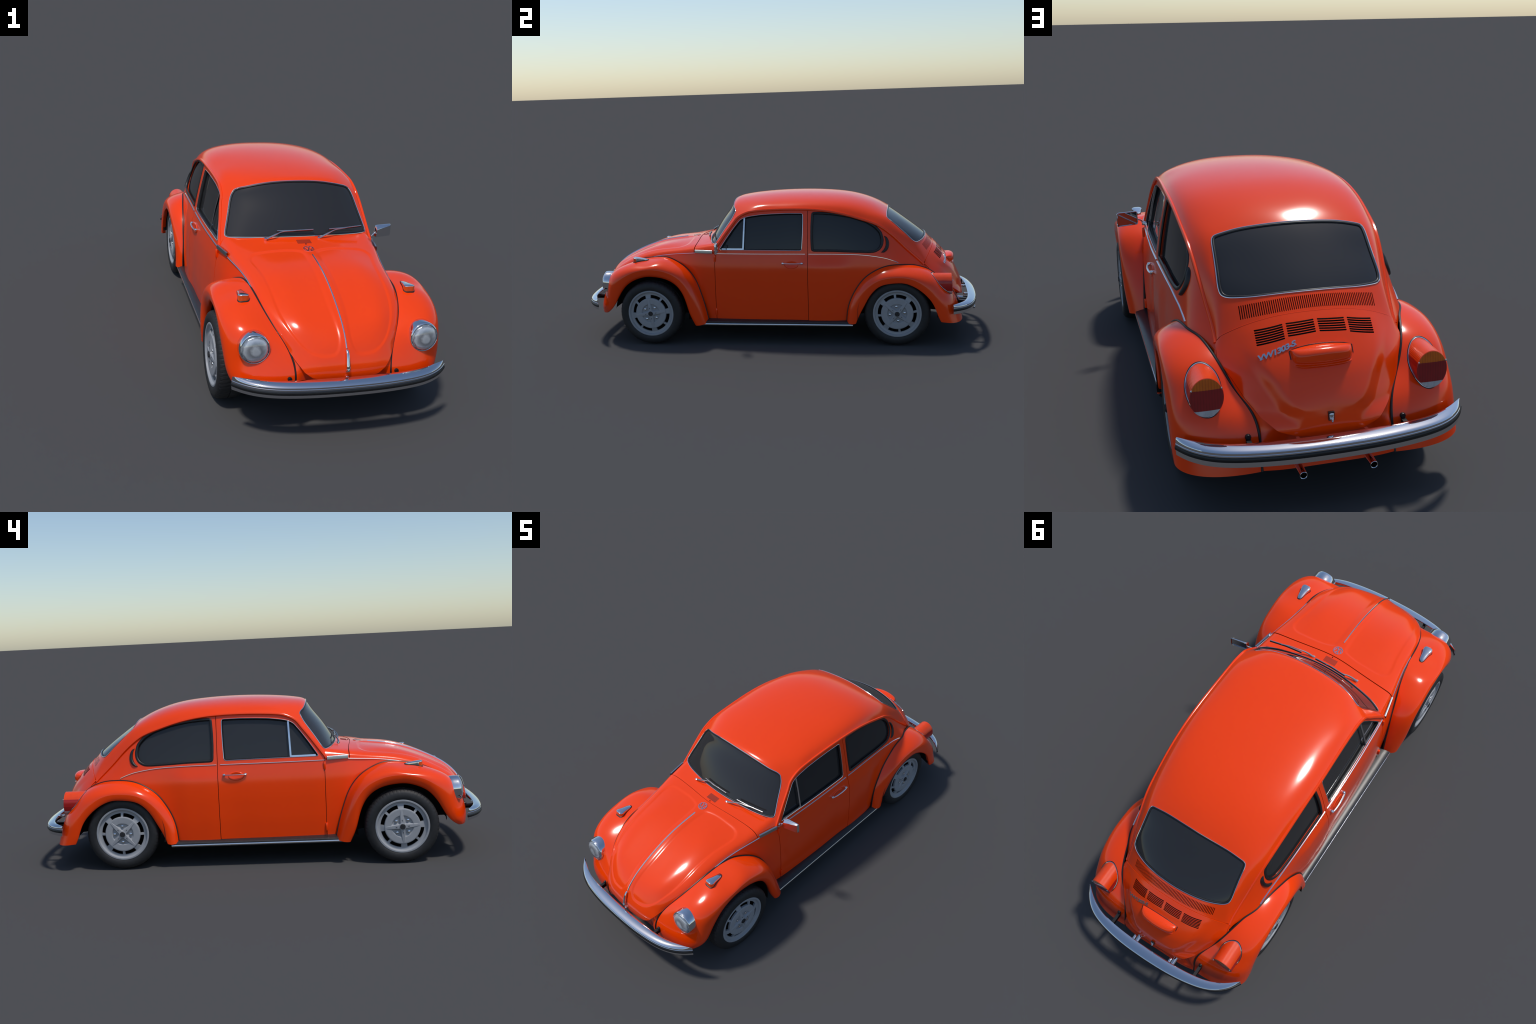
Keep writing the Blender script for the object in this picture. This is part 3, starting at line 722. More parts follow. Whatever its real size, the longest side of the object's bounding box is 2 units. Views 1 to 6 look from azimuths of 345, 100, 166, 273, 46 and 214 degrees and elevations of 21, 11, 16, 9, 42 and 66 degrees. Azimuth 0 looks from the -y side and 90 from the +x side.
    hx = np.max([[hit(BVF, (XC + .6, y, zz), (-1, 0, 0))[0][0] - XC for y in py] for zz in (.4495, .454, .459, .4655)], axis=0); ln = np.polyval(np.polyfit(py, hx, 1), py); hx = ln + np.clip((hx - ln).max(), 0, .002)
    for zz, off in ((.4492, -.004), (.4492, .0016), (.4505, .0026), (.4640, .0012), (.4655, .0002), (.4655, -.006)):
        rows.append(W(np.stack([hx + off, py, np.full(24, zz)], 1)))
    emit("vent_plate", grid_panel(Q(np.array(rows)), (sgn, 0, .3)), SATIN, sp)

    # ---------------- wings with piping
    for gi, (wg, I, ST, hub, lamp) in enumerate(((wing1, I1, FRONT_WING, FHUB, 1), (wing2, I2, REAR_WING, RHUB, 2))):
        wo = emit("wing", M(wg), PAINT)
        tube("wing_piping", resample(Q(W(I + [.001, 0, 0])), 240), circ(.0034, 8), RUBBER, wo, N=np.tile([sgn, 0, .3], (240, 1)))
        # wheel house
        v = []; F = []; na = 40
        for i in range(na + 1):
            lo_, hi_ = ((-12, 176), (-4, 192))[gi]; a = math.radians(lo_ + (hi_ - lo_) * i / na)
            for X, r in (((.366, .190), (.33, .200), (.255, .200), (.255, .0)) if gi == 0 else ((.366, .190), (.30, .212), (.215, .212), (.215, .0))):
                v.append((XC + X, hub[0] + math.cos(a) * r, hub[1] + math.sin(a) * r))
        for i in range(na):
            for j in range(3): F.append((i * 4 + j, i * 4 + j + 1, i * 4 + j + 5, i * 4 + j + 4))
        add_obj("wheel_house", Q(v), F, DARK, wo)
        if lamp == 1:
            # ---- headlamp
            ax = np.array([.04, -1, .10]); ax /= np.linalg.norm(ax); c = W(np.array([.3025, -.8725, .3035]))
            fl = lambda a: np.array([sgn, 1, 1]) * a
            v, f = lathe([(.045, -.07), (.0560, -.06), (.0550, -.024), (.0538, -.010), (.0525, -.001), (.0505, .0016), (.0490, .0022), (.0475, .0012), (.0465, -.003), (.045, -.004)], 72, ax, c)
            hl = add_obj("headlamp", Q(v), f if sgn == 1 else flip(f), CHROME, wo, smooth=50)
            v, f = lathe([(.0462, -.001), (.0440, .0050), (.036, .0095), (.024, .0130), (.012, .0148), (.0001, .0152)], 72, ax, (0, 0, 0))
            cc = Q(c); hs = np.array([sgn, 1, 1]); lo = add_obj("headlamp_lens", v * hs, f if sgn == 1 else flip(f), HEADLENS, hl, smooth=60); lo.location = cc
            # ---- indicator on the wing crown: gasket, amber lens, chrome cap
            def drop(s, n=40):
                """rounded wedge outline: broad at the front, narrow at the back"""
                o_ = curve([(-.0005, -.0375), (-.013, -.0365), (-.0185, -.031), (-.0165, -.012), (-.0125, .012), (-.0095, .028), (-.006, .034), (0, .0355), (.006, .034), (.0095, .028), (.0125, .012), (.0165, -.012), (.0185, -.031), (.013, -.0365)], n, True)
                return o_ * s
            cx, cy = .3065, -.6755
            def ring(out, zoff, plane):
                r = []
                for a, b in out:
                    l, n = hit(BVW[1], (XC + cx + a, cy + b, .8), (0, 0, -1)); z = l[2] + zoff if not plane else .4245 - .15 * (b) + zoff - .0012 * (a / .018)**2
                    r.append((XC + cx + a, cy + b, z))
                return r
            def solid(rings, nm, mat, par):
                n = len(rings[0]); V = np.vstack([Q(r) for r in rings]); F = []
                for i in range(len(rings) - 1):
                    for j in range(n): F.append((i * n + j, i * n + (j + 1) % n, (i + 1) * n + (j + 1) % n, (i + 1) * n + j))
                F.append(tuple(range((len(rings) - 1) * n, len(rings) * n)))
                return add_obj(nm, V, F if sgn == 1 else flip(F), mat, par, smooth=45)
            ind = solid([ring(drop(1.0), -.008, 0), ring(drop(1.0), -.0012, 1), ring(drop(.985), -.0002, 1), ring(drop(.92), .0008, 1), ring(drop(.6), .0018, 1), ring(drop(.25), .0022, 1)], "indicator_lamp", CHROME, wo)
            solid([ring(drop(1.10), -.006, 0), ring(drop(1.10), .0018, 0), ring(drop(1.02), .0034, 0)], "indicator_gasket", RUBBER, ind)
            fo = drop(1.02, 120); fo = fo[fo[:, 1] < -.0215]; fo = fo[np.argsort(np.arctan2(fo[:, 0], -fo[:, 1]))]
            top, bot = np.array(ring(fo, -.0022, 1)), np.array(ring(fo, .001, 0)); bk = np.array(ring(fo * .96, -.0022, 1))
            pl_ = grid_panel(Q(np.stack([bk, top, top * .5 + bot * .5, bot], 1)), (0, -1, 0)); add_obj("indicator_lens", pl_.V, pl_.F, SIGNAL, ind, smooth=50)
        else:
            # ---- tail lamp: elliptic drum cut off by the sloping wing, banded lens
            a_, b_ = .0415, .0495; cx, cz = .288, .2985; bands = ((.3185, .36, AMBLENS, DRUMLENS), (.2665, .3185, REDLENS, DRUMRED), (.22, .2665, WHITLENS, WHITLENS))
            th = np.linspace(0, 2 * math.pi, 97)[:-1]; parts = []
            def yface(z): return .8665 - .05 * (z - cz)
            def edge_pt(t, grow=1.):
                X = XC + cx + a_ * grow * math.cos(t); z = cz + b_ * grow * math.sin(t)
                l, n = hit(BVW[2], (X, 1.2, z), (0, -1, 0)); return X, l[1], z
            ring_pts = [edge_pt(t, 1.02) for t in th]
            tl = None
            for z0, z1, mat, dmat in bands:
                # drum wall in this band
                ts = np.linspace(0, 2 * math.pi, 361)
                V = []; F = []; fm = []
                def addq(q): k = len(V); V.extend(q); F.append((k, k + 1, k + 2, k + 3))
                for t0, t1 in zip(ts[:-1], ts[1:]):
                    zm = cz + b_ * math.sin((t0 + t1) / 2)
                    if z0 <= zm < z1:
                        q = []
                        for t in (t0, t1):
                            X = XC + cx + a_ * math.cos(t); z = cz + b_ * math.sin(t); _, ys, _ = edge_pt(t)
                            q.append(((X, min(ys, yface(z)) - .006, z), (X, yface(z) - .0012, z), (XC + cx + (X - XC - cx) * .97, yface(z), cz + (z - cz) * .97)))
                        addq((q[0][0], q[1][0], q[1][1], q[0][1])); addq((q[0][1], q[1][1], q[1][2], q[0][2]))
                nd = len(F)
                # face strips
                zs = np.linspace(max(z0, cz - b_ * .97), min(z1, cz + b_ * .97), 22)
                for za, zb_ in zip(zs[:-1], zs[1:]):
                    wa, wb = (a_ * .97 * math.sqrt(max(0, 1 - ((z - cz) / (b_ * .97))**2)) for z in (za, zb_))
                    for u0, u1 in zip(np.linspace(-1, 1, 13)[:-1], np.linspace(-1, 1, 13)[1:]):
                        bul = lambda u, z: .0025 * (1 - u * u) * max(0, 1 - ((z - cz) / b_)**2)
                        addq(((XC + cx + wa * u0, yface(za) + bul(u0, za), za), (XC + cx + wb * u0, yface(zb_) + bul(u0, zb_), zb_), (XC + cx + wb * u1, yface(zb_) + bul(u1, zb_), zb_), (XC + cx + wa * u1, yface(za) + bul(u1, za), za)))
                ob = add_obj("tail_lamp" if tl is None else "tail_lamp_lens", Q(V), F if sgn == 1 else flip(F), mat, wo if tl is None else tl, smooth=60, mats=[dmat, mat], fmat=[0] * nd + [1] * (len(F) - nd))
                tl = tl or ob
            rp_ = Q(np.array(ring_pts)); tube("chrome_trim", rp_, circ(.0016, 8), CHROME, tl, closed=True)
            tube("rubber_seal", Q(np.array([edge_pt(t, 1.055) for t in th])), circ(.0013, 8), RUBBER, tl, closed=True)
            for dx in (-.0365, .0365):
                v, f = lathe([(0, .0018), (.0018, .0015), (.0026, -.001)], 12, (0, 1, 0), W(np.array([cx + dx, .8685, .3205]))); add_obj("lens_screw", Q(v), f, CHROME, tl)
        # bumper bracket stub through the wing
        yb, zb2, xb2 = ((-.93, .197, .190), (.905, .183, .198))[gi]
        v, f = box(W(np.array([xb2, yb + (.0 if gi == 0 else .01), zb2])), (.012, .07, .02)); add_obj("bumper_bracket", Q(v), f, RUBBER, wo)
        v, f = lathe([(0, .003), (.0055, .003), (.0075, .0), (.0075, -.01)], 20, (0, -1 if gi == 0 else 1, 0.2), W(np.array([xb2, (-.921, .90)[gi], zb2 + (.012 if gi == 0 else .016)]))); add_obj("bracket_grommet", Q(v), f, RUBBER, wo)

    # ---------------- running board
    yb = np.linspace(-.372, .392, 60); ex_ = np.interp(yb, [-.372, .392], [.3615, .3535])
    prof = lambda x: [(.312, .1185), (.332, .118), (.345, .1155), (x - .002, .1105), (x + .001, .108), (x + .001, .0935), (x - .004, .0900), (.312, .0900)]
    G = np.array([[(XC + a, y, z) for a, z in prof(x)] for x, y in zip(ex_, yb)])
    m = G.shape[1]; V = G.reshape(-1, 3); F = []
    for i in range(len(yb) - 1):
        for j in range(m): F.append((i * m + j, (i + 1) * m + j, (i + 1) * m + (j + 1) % m, i * m + (j + 1) % m))
    F += [tuple(range(m)), tuple(reversed(range((len(yb) - 1) * m, len(yb) * m)))]
    rb = add_obj("running_board", Q(V), F if sgn == 1 else flip(F), BOARD, smooth=30)
    ed = resample(Q(W(np.stack([ex_ + .002, yb, np.full(60, .0995)], 1))), 60)
    tube("chrome_trim", ed, [(-.0045, -.002), (-.004, .001), (-.002, .0022), (.002, .0022), (.004, .001), (.0045, -.002)], CHROME, rb, N=np.tile([sgn, 0, .1], (60, 1)))

# floor pan and gap strips under the shell
v, f = box((XC, .0, .125), (.60, .80, .05)); add_obj("floor_pan", v, f, UNDER)
v, f = box((XC, -.62, .165), (.24, .50, .045)); add_obj("floor_pan", v, f, UNDER)
v, f = box((XC, .63, .165), (.26, .46, .06)); add_obj("engine_block", v, f, UNDER)
emit("slot_dark_backing", lid_full.moved(-.022), DARK)  # black copy of the lid, set behind its slots to keep them dark
rl, _, _ = cut(roof_full, np.where(roof_full.V[:, 1] > .6, np.maximum(np.abs(roof_full.A[:, 2]) - .195, roof_full.V[:, 2] - .493), 1.)); emit("slot_dark_backing", rl.moved(-.022), DARK)
for hy in (FHUB, RHUB):
    v, f = lathe([(0, -.30), (.018, -.30), (.018, .30), (0, .30)], 16, (1, 0, 0), (XC, hy[0], hy[1])); add_obj("axle", v, f, UNDER)

# ------------------------------------------------------------------ bonnet fittings
def centre_line(bv, ys, off=0.):
    P = []
    for y in ys:
        l, n = hit(bv, (XC, y, 1.), (0, 0, -1)); P.append(l + n * off)
    return np.array(P)
cl = centre_line(BVF, np.linspace(-.505, -.917, 60), .002)
tube("bonnet_moulding", cl, dome(.0031, .0038), CHROME, bon, N=np.tile([0, -.4, .9], (60, 1)))
hp = np.array([(XC, -.924, .304), (XC, -.932, .298), (XC, -.941, .282), (XC, -.9475, .262), (XC, -.950, .246), (XC, -.946, .238)])
hp = curve(hp, 24); bh = tube("bonnet_handle", hp, [(-.0055, -.004), (-.005, .002), (-.002, .004), (.002, .004), (.005, .002), (.0055, -.004)], CHROME, bon, N=np.tile([0, -.95, .3], (24, 1)), scale=np.linspace(.75, 1.25, 24))
v, f = lathe([(0, .006), (.005, .005), (.0062, .001), (.0062, -.008)], 20, (0, -1, .15), (XC, -.9505, .2435)); add_obj("lock_button", v, f, CHROME, bh)
v, f = box((XC, -.944, .212), (.012, .016, .014)); bevelled(add_obj("bonnet_catch", v, f, CHROME), .003)

def emblem(R, c, n, up, mat, par, h=.003, name="round_emblem", ring=.12):
    """ring with stacked V and W bars, lying on a surface point c with normal n"""
    n = Vector(n).normalized(); up = Vector(up); up = (up - n * up.dot(n)).normalized(); rt = up.cross(n)
    parts = [lathe([(R, 0), (R, h), (R * (1 - ring), h), (R * (1 - ring), 0)], 48, (0, 0, 1), (0, 0, 0))]
    def bar(x0, y0, x1, y1, w=.15):
        a, b = np.array([x0, y0]) * R, np.array([x1, y1]) * R; d = (b - a) / np.linalg.norm(b - a); s = np.array([-d[1], d[0]]) * w * R / 2
        q = [a - s, b - s, b + s, a + s]; V = [(*p, 0) for p in q] + [(*p, h * .9) for p in q]
        return np.array(V), [(3, 2, 1, 0), (4, 5, 6, 7), (0, 1, 5, 4), (1, 2, 6, 5), (2, 3, 7, 6), (3, 0, 4, 7)]
    for s in (-1, 1):
        parts += [bar(s * .36, .86, s * .0, .12), bar(s * .80, .50, s * .36, -.72), bar(s * .36, -.78, s * 0., .02)]
    V, F = join(parts); M = np.array([rt, up, n]); V = V @ M + np.array(c)
    return add_obj(name, V, F, mat, par, smooth=30)
l, n = hit(BVF, (XC, -.4565, 1), (0, 0, -1)); emblem(.0205, l + n * .0015, n, (0, 1, 0), CHROME, bon)
# intake slots in the cowl
V = []
for k in range(15):
    X = -.026 + .052 * k / 14
    P = [hit(BVF, (XC + X, y, 1), (0, 0, -1)) for y in np.linspace(-.408, -.379, 6)]
    V.append(tube(None, np.array([a + b * .0001 for a, b in P]), [(-.0012, -.002), (-.0012, .0004), (.0012, .0004), (.0012, -.002)], None, N=np.array([b for a, b in P])))
v, f = join(V); gs = add_obj("intake_slots", v, f, GRILLE, o_cowl); gs["kind"] = "stuff"
l, n = hit(BVF, (XC + .002, -.4145, 1), (0, 0, -1)); v, f = lathe([(0, .003), (.002, .0028), (.0028, 0)], 14, n, l); add_obj("washer_jet", v, f, RUBBER, o_cowl)

# ------------------------------------------------------------------ wipers
for pv, el, b0, b1 in (((-.1472, -.3645, .5015), (-.080, -.3515, .5245), (-.0986, -.348, .528), (.0449, -.353, .5306)),
                       ((.0635, -.3705, .500), (.1321, -.355, .5259), (.1102, -.3495, .5289), (.2514, -.3275, .5304))):
    pv, el, b0, b1 = map(np.array, (pv, el, b0, b1))
    arm = curve(np.array([pv, pv * .4 + el * .6 + [0, -.003, .002], el, (el + (b0 * .35 + b1 * .65)) / 2 + [0, -.003, .001], b0 * .35 + b1 * .65]), 30)
    wp = tube("wiper", arm, circ(.0021, 8), SATIN, None, scale=np.interp(np.linspace(0, 1, 30), [0, .3, .4, 1], [2.0, 1.5, 1., .8]))
    bl_ = resample(np.array([b0, (b0 + b1) / 2 + [0, -.0035, .0], b1]), 20)
    tube("wiper_blade", bl_, circ(.0021, 8), SATIN, wp)
    tube("wiper_rubber", bl_ + [0, .002, -.003], [(-.001, -.003), (-.001, .003), (.001, .003), (.001, -.003)], RUBBER, wp)
    v, f = lathe([(0, .006), (.005, .005), (.006, 0), (.006, -.01)], 18, (0, -.35, 1), pv); add_obj("wiper_pivot", v, f, CHROME, wp)

# ------------------------------------------------------------------ engine lid fittings
BVL = BVHTree.FromPolygons([tuple(v) for v in lid_full.moved(.0015).V], [tuple(int(i) for i in f) for f in lid_full.F])
# licence lamp housing: rounded hood standing out of the lid
nx_, rows = 41, []
for u in np.linspace(-1, 1, nx_):
    X = .0785 * u; e = (1 - abs(u)**9)**.5 if abs(u) < 1 else 0
    yo = .888 - .012 * u * u
    a, _ = hit(BVL, (XC + X, 1.2, .3945 - .009 * u * u), (0, -1, 0)); b, _ = hit(BVL, (XC + X, 1.2, .352), (0, -1, 0))
    P = np.array([(a[1] - .003, a[2]), (a[1] + (yo - a[1]) * .5, .3975 - .008 * u * u), (yo - .007, .3945 - .008 * u * u), (yo, .387 - .008 * u * u), (yo + .0015, .374 - .002 * u * u), (yo - .001, .363), (yo - .006, .3585), (b[1] + .008, .355), (b[1] - .004, .352)])
    P = curve(P, 40); c = np.array([P[:, 0].min(), .372]); P = c + (P - c) * np.array([e * .98 + .02 if e < 1 else 1, .75 + .25 * e])
    rows.append(np.stack([np.full(40, XC + X), P[:, 0], P[:, 1]], 1))
lp = emit("licence_lamp", grid_panel(np.array(rows), (0, 1, 0)), PAINT, o_lid)
gp = [hit(BVL, (XC + x, 1.2, z), (0, -1, 0)) for x, z in [(.0788, .368), (.0800, .3845), (.06, .3905), (.03, .3945), (0, .3955), (-.03, .3945), (-.06, .3905), (-.0800, .3845), (-.0788, .368)]]
tube("lamp_gasket", resample(np.array([a for a, b in gp]), 60), circ(.0014, 6), RUBBER, lp)
# lid lock
l, n = hit(BVL, (XC, 1.2, .241), (0, -1, 0)); v, f = box(l + n * .003, (.012, .010, .018)); lk = bevelled(add_obj("lid_lock", v, f, CHROME, o_lid), .003)
v, f = box(l + n * .002 + [0, 0, .001], (.0145, .006, .0215)); add_obj("lock_gasket", v, f, RUBBER, lk)
v, f = box(l + n * .009 + [-.001, 0, -.009], (.006, .008, .012)); bevelled(add_obj("lock_lever", v, f, CHROME, lk), .003)
# model script on the lid
def lettering(txt, size, p0, p1, bv, mat, par, thick=.0016):
    cu = bpy.data.curves.new("lettering", 'FONT'); cu.body = txt; cu.size = 1.; cu.shear = .28; cu.extrude = .02; cu.offset = .035; cu.space_character = .88
    ob = bpy.data.objects.new("lettering", cu); bpy.context.scene.collection.objects.link(ob)
    dg = bpy.context.evaluated_depsgraph_get(); dg.update(); me = bpy.data.meshes.new_from_object(ob.evaluated_get(dg))
    V = np.array([v.co for v in me.vertices]); F = [tuple(p.vertices) for p in me.polygons]
    bpy.data.objects.remove(ob); bpy.data.curves.remove(cu); bpy.data.meshes.remove(me)
    V[:, :2] -= V[:, :2].min(0); w = V[:, 0].max(); hgt = V[:, 1].max()
    # base rail that ties the characters together
    rv, rf = box((w * .5, hgt * .10, 0), (w * .98, hgt * .10, .04)); V, F = join([(V, F), (rv, rf)])
    p0, p1 = np.array(p0), np.array(p1); d = p1 - p0; L = np.linalg.norm(d); d /= L; u = np.array([-d[1], d[0]]) * -1
    out = []
    for x, y, z in V:
        q = p0 + d * (x / w * L) + np.array([0, 1.]) * 0 + np.array([d[1], -d[0]]) * (y / hgt * size)
        if q is not None:
            l, n = hit(bv, (XC + q[0], 1.2, q[1]), (0, -1, 0)); out.append(l + n * (thick * (z / .02 * .5 + .5) + .0003))
    return add_obj("lettering", np.array(out), F, mat, par, smooth=30)
lettering("VW1303-S", .0105, (.1505, .3640), (.0570, .3965), BVL, CHROME, o_lid)

# ------------------------------------------------------------------ bumpers
def bumper(back, frontc, zs, s):
    """s = -1 nose, +1 tail.  back/frontc: plan curves (X,y); zs: key heights"""
    n = 161; B = curve(back, 81); Fc = curve(frontc, 81)
    B = np.vstack([B[:0:-1] * [-1, 1], B]); Fc = np.vstack([Fc[:0:-1] * [-1, 1], Fc])
    D = Fc - B
    T = np.gradient(Fc, axis=0); T /= np.linalg.norm(T, axis=1, keepdims=True); No = np.stack([-T[:, 1], T[:, 0]], 1); No *= np.sign((No * np.array([0, s])).sum(1))[:, None]
    zt, zc, zr, zs1, zs0, zb = zs
    prof = [(0, 0, zt - .005), (0, 0, zt + .0008), (.08, 0, zt + .0020), (.3, 0, zt + .0018), (.55, 0, zt + .0002), (.78, 0, zt - .0028), (.93, 0, zc + .0022), (1, 0, zc - .0005), (1, .0002, zr + .0012), (1, .0012, zr), (1, .0012, zr - .003), (1, -.0004, zr - .0035), (1, -.0004, zs0 - .0005), (1, .0008, zs0 - .0012),
            (1, .0002, zb + .006), (.97, 0, zb + .001), (.8, 0, zb), (.8, 0, zb + .002), (.94, 0, zb + .008), (.94, 0, zc - .004), (.5, 0, zt - .003)]
    G = np.array([np.column_stack([B + D * a + No * o_, np.full(n, z)]) for a, o_, z in prof]).transpose(1, 0, 2)
    m = G.shape[1]; V = W(G).reshape(-1, 3); F = []
    for i in range(n - 1):
        for j in range(m): F.append((i * m + j, (i + 1) * m + j, (i + 1) * m + (j + 1) % m, i * m + (j + 1) % m))
    F += [tuple(range(m)), tuple(reversed(range((n - 1) * m, n * m)))]
    if s > 0: F = flip(F)
    bo = add_obj("bumper", V, F, CHROME, smooth=32)
    h = (zs1 - zs0) / 2
    P = W(np.column_stack([Fc + No * .0006, np.full(n, (zs1 + zs0) / 2)]))
    tube("rubber_strip", P, [(-h, -.002), (-h, .0012), (-h * .5, .0032), (h * .5, .0032), (h, .0012), (h, -.002)], RUBBER, bo, N=np.column_stack([No, np.zeros(n)]))
    return bo
bf = bumper([(0, -.957), (.1, -.9555), (.2, -.950), (.25, -.943), (.30, -.929), (.33, -.917), (.355, -.907), (.379, -.8955)],
            [(0, -.9985), (.1, -.996), (.2, -.9855), (.25, -.9755), (.30, -.9575), (.335, -.937), (.362, -.914), (.3815, -.892)], (.2205, .2125, .2055, .1985, .1865, .173), -1)
br = bumper([(0, .956), (.1, .9545), (.2, .946), (.25, .9355), (.30, .9145), (.33, .896), (.35, .881), (.365, .8695)],
            [(0, .9965), (.1, .9935), (.2, .981), (.25, .969), (.30, .947), (.33, .9235), (.35, .9005), (.368, .8715)], (.2075, .2005, .1935, .1895, .1785, .163), 1)
for sg in (-1, 1):
    for X, y0, y1, z, ob in ((.19, -.905, -.955, .195, bf), (.198, .89, .965, .186, br), (.086, .935, .962, .198, br)):
        v, f = box((XC + sg * X, (y0 + y1) / 2, z), (.012 if X > .1 else .011, abs(y1 - y0), .012)); bevelled(add_obj("bumper_bracket", v, f, RUBBER if X > .1 else CHROME, ob), .003)

# tail pipes
for sg in (-1, 1):
    X = XC + sg * .0875; d = np.array([0, 1, -.06]); d /= np.linalg.norm(d)
    v, f = lathe([(.0095, -.15), (.0095, -.0005), (.0088, .0), (.0078, -.001), (.0078, -.05)], 28, d, (X, .993, .131))
    tp = add_obj("tail_pipe", v, f, CHROME); v, f = lathe([(.0078, -.03), (0, -.03)], 20, d, (X, .993, .131)); add_obj("pipe_bore", v, f, DARK, tp)

# rear valance segments between the tail pipes
for x0, x1 in ((.108, .163), (-.066, .066), (-.163, -.108)):
    xs = np.linspace(x0, x1, 12); G = np.array([[(XC + x, .9035 - .10 * x * x, z) for z in (.150, .122, .118)] + [(XC + x, .885, .117)] for x in xs])
    p = grid_panel(G, (0, 1, 0)); p = renormal(p); add_obj("valance", p.V, p.F, PAINT, smooth=40)

# ------------------------------------------------------------------ mirror on the driver's door
sh = []
r0 = softpoly([(-.0345, .0235), (-.0365, -.0225), (.0365, -.0245), (.0360, .0235)], 44, .0035)
for a, sc in ((0, 0.), (.30, 0.), (1., 1.), (1.04, 1.15)):
    u = (r0[:, 0] + .0365) / .073                                   # 0 at the car side, 1 at the tip
    z = np.where(r0[:, 1] > 0, r0[:, 1] * (1 - sc * (.52 - .42 * u)), r0[:, 1] * (1 - sc * .08)); x = r0[:, 0] * (1 - sc * .05)
    sh.append(np.stack([XC + .3735 + x, -.2625 - .15 * (.03 - x) - (.0185 - .0105 * u) * a, .4855 + z], 1))
V = np.vstack(sh); F = []; m = 44
for i in range(3):
    for j in range(m): F.append((i * m + j, i * m + (j + 1) % m, (i + 1) * m + (j + 1) % m, (i + 1) * m + j))
F.append(tuple(range(3 * m, 4 * m)))
mir = add_obj("door_mirror", V, F, CHROME, smooth=24)
g = np.vstack([sh[0][:1].mean(0)[None] * 0 + sh[0].mean(0) + (sh[0] - sh[0].mean(0)) * .93 + [0, -.0015, 0]])
add_obj("mirror_glass", g, [tuple(range(m))], simple_mat("mirror_silver", (.6, .61, .63), .03, 1), mir)
rim = tube("mirror_rim", sh[0], circ(.0018, 6), CHROME, mir, closed=True)
tube("mirror_arm", curve([(.3145, -.284, .461), (.320, -.285, .472), (.330, -.280, .4775), (.345, -.276, .484)], 16), circ(.003, 10), CHROME, mir)
v, f = lathe([(0, .007), (.006, .006), (.0085, .001), (.0085, -.008)], 20, (1, 0, .1), (.3085, -.284, .461)); add_obj("mirror_foot", v, f, CHROME, mir)

# ------------------------------------------------------------------ wheels (local axis +x is outward)
def tyre_mesh():
    prof = [(.108, -.078), (.116, -.081), (.130, -.084), (.145, -.082), (.153, -.076), (.1575, -.068), (.1595, -.055), (.160, -.035), (.160, -.03), (.1575, -.0295), (.1575, -.0265), (.160, -.026),
            (.160, -.016), (.1595, -.006), (.1575, .0055), (.153, .0125), (.145, .0175), (.133, .0195), (.124, .0185), (.1185, .0160), (.115, .0135), (.108, .010)]
    n = 360; V = []; F = []; m = len(prof)
    for i in range(n):
        t = 2 * math.pi * i / n
        for j, (r, a) in enumerate(prof):
            g = 0
            if r > .1525:
                ph = (i + (3 if a > -.028 else 0) + int(abs(a + .028) * 120)) % 6
                g = .0016 if ph == 0 else 0
            V.append((a, math.cos(t) * (r - g), math.sin(t) * (r - g)))
    for i in range(n):
        for j in range(m - 1):
            e = ((i + 1) % n) * m; F.append((i * m + j, e + j, e + j + 1, i * m + j + 1))
    return np.array(V), F
def rim_mesh():
    """flat lip, barrel, slotted cone, flat plate with sunk bolt dish and a raised four-pointed star"""
    n = 720
    rings = [(.1165, .004), (.1165, .0150), (.1150, .0165), (.1095, .0165), (.1080, .0155), (.1065, .0110), (.1045, .0080), (.1020, .0070), (.0985, .0064), (.0955, .0058), (.0935, .0062), (.0775, .0125), (.0762, .0150), (.0745, .0158)]
    rings += [(r, .0158) for r in (.071, .067, .063, .059, .055, .051)] + [(.0485, .0156), (.0465, .0140), (.0450, .0105), (.0430, .0095)] + [(r, .0095) for r in (.039, .034, .029, .024)] + [(.0195, .0105), (.0165, .018), (.0155, .0205), (.0135, .0215), (.0, .0215)]
    V = []; F = []; m = len(rings)
    for i in range(n):
        t = 2 * math.pi * i / n
        a = (t + math.pi / 4) % (math.pi / 2) - math.pi / 4                # angle from the nearest star arm
        for r, z in rings:
            if .0135 < r < .0778:
                half = .0105 - .0074 * r / .0778; d = abs(r * math.sin(a)); top = .0203 - .0046 * max(0, (r - .02) / .058)
                z = max(z, top - max(0., d - half) * 2.6) if r < .0750 else z
            V.append((z, math.cos(t) * r, math.sin(t) * r))
    js = next(j for j, q in enumerate(rings) if q[0] == .0935)
    for i in range(n):
        t = 2 * math.pi * (i + .5) / n; b = abs(math.degrees((t + math.pi / 4) % (math.pi / 2) - math.pi / 4))
        for j in range(m - 1):
            if 8.75 < b < 41.75 and j == js: continue
            e = ((i + 1) % n) * m; F.append((i * m + j, i * m + j + 1, e + j + 1, e + j))
    V = np.array(V); wl = []; WV = []
    for q in range(4):
        for s in (-1, 1):
            a0, a1 = sorted((math.radians(90 * q + s * 8.75), math.radians(90 * q + s * 41.75)))
            k = len(V) + len(WV); cr = [(.0775, t, .0125) for t in np.linspace(a0, a1, 14)] + [(.0935, t, .0062) for t in np.linspace(a1, a0, 14)]
            for dz in (0, -.008):
                WV += [(z + dz, math.cos(t) * r, math.sin(t) * r) for r, t, z in cr]
            L = len(cr); wl += [(k + i, k + (i + 1) % L, k + L + (i + 1) % L, k + L + i) for i in range(L)]
    return np.vstack([V, WV]), F + wl
tv, tf = tyre_mesh(); rv, rf = rim_mesh()
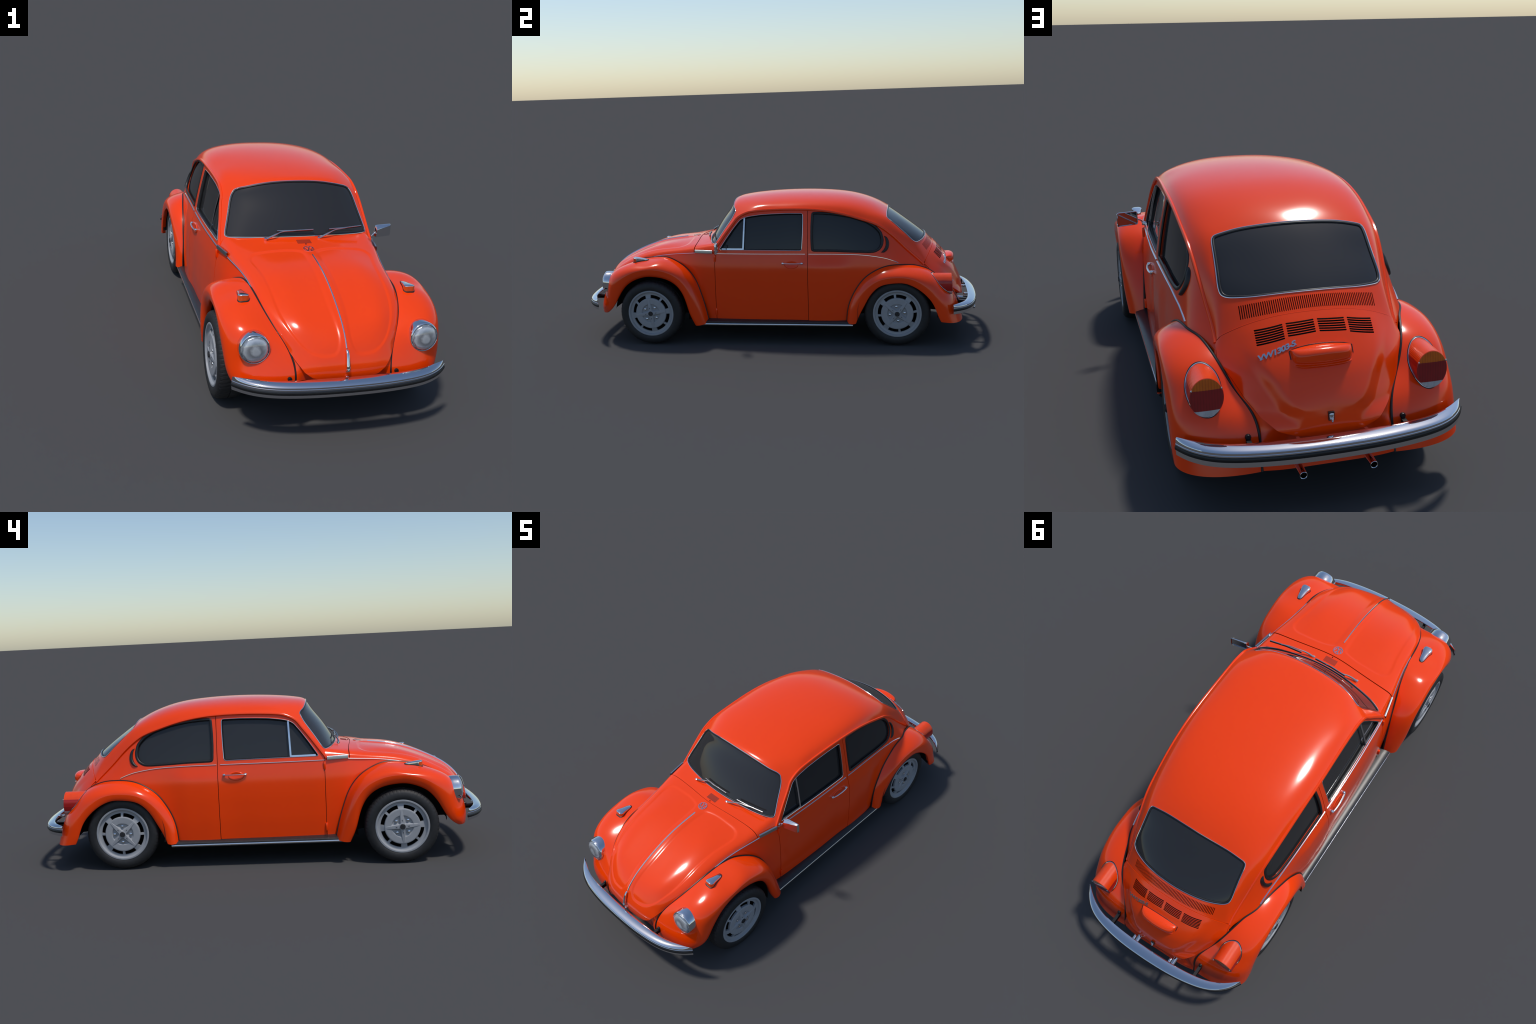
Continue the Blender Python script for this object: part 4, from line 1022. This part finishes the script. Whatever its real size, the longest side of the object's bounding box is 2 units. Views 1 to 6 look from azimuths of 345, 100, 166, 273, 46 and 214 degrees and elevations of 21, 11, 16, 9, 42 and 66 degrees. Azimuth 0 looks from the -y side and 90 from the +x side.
def mesh_of(name, v, f, mat, ang):
    ob = add_obj(name, v, f, mat, smooth=ang); me = ob.data; bpy.data.objects.remove(ob); return me
ME_T = mesh_of("tyre", tv, tf, TYREM, 30); ME_R = mesh_of("rim", rv, rf, RIMMAT, 28)
v, f = lathe([(0, -.045), (.1, -.045), (.108, -.02), (.1165, .004)], 72, (1, 0, 0)); ME_B = mesh_of("rim_backing", v, f, DARK, 30)
v, f = lathe([(.0066, .006), (.0066, .0125), (.0055, .0160), (.0025, .0178), (0, .0182)], 16, (1, 0, 0)); ME_N = mesh_of("wheel_bolt", v, f, CHROME, 40)
v, f = lathe([(.0118, .019), (.0118, .0235), (.0108, .0248), (0, .0254)], 32, (1, 0, 0)); ME_C = mesh_of("hub_cap", v, f, RUBBER, 30)
eo = emblem(.0098, (.0252, 0, 0), (1, 0, 0), (0, 0, 1), RIMDARK, None, .0008); ME_E = eo.data; bpy.data.objects.remove(eo)
v, f = box((.0204, .0265, 0), (.0012, .0065, .0016)); ME_S = mesh_of('arm_slot', v, f, DARK, 30)
def inst(me, par, M=None):
    ob = bpy.data.objects.new(me.name.split(".")[0], me); bpy.context.scene.collection.objects.link(ob); ob.parent = par
    if M is not None: ob.matrix_local = M
    return ob
for hub, X, rot in ((FHUB, .3795, {1: 8, -1: 4}), (RHUB, .3380, {1: 52, -1: 44})):
    for sg in (1, -1):
        wh = bpy.data.objects.new("wheel", None); bpy.context.scene.collection.objects.link(wh); wh.parent = ROOT
        base_m = Matrix.Translation((XC + sg * X, hub[0], hub[1])) @ (Matrix.Identity(4) if sg == 1 else Matrix.Rotation(math.pi, 4, 'Z'))
        wh.matrix_local = base_m @ Matrix.Rotation(math.radians(rot[sg]), 4, 'X')
        wh.name = "wheel"
        inst(ME_T, wh); inst(ME_B, wh); rm = inst(ME_R, wh); hc = inst(ME_C, wh); inst(ME_E, hc, Matrix.Rotation(math.radians(-rot[sg] + 0), 4, 'X') if 0 else None)
        for q in range(4):
            t = math.radians(45 + 90 * q); inst(ME_N, rm, Matrix.Translation((0, math.cos(t) * .0355, math.sin(t) * .0355)))
        # small dark slots on the star arms
        for q in range(4):
            inst(ME_S, rm, Matrix.Rotation(math.radians(90 * q), 4, 'X'))

# ------------------------------------------------------------------ keep the tree at thing > part > sub-part
bpy.context.view_layer.update()
def depth(o):
    d = 0
    while o.parent: o = o.parent; d += 1
    return d
for ob in list(bpy.data.objects):
    if ob is ROOT or depth(ob) <= 2: continue
    top = ob
    while depth(top) > 1: top = top.parent
    mw = ob.matrix_world.copy(); ob.parent = top; ob.matrix_parent_inverse = top.matrix_world.inverted(); ob.matrix_basis = mw
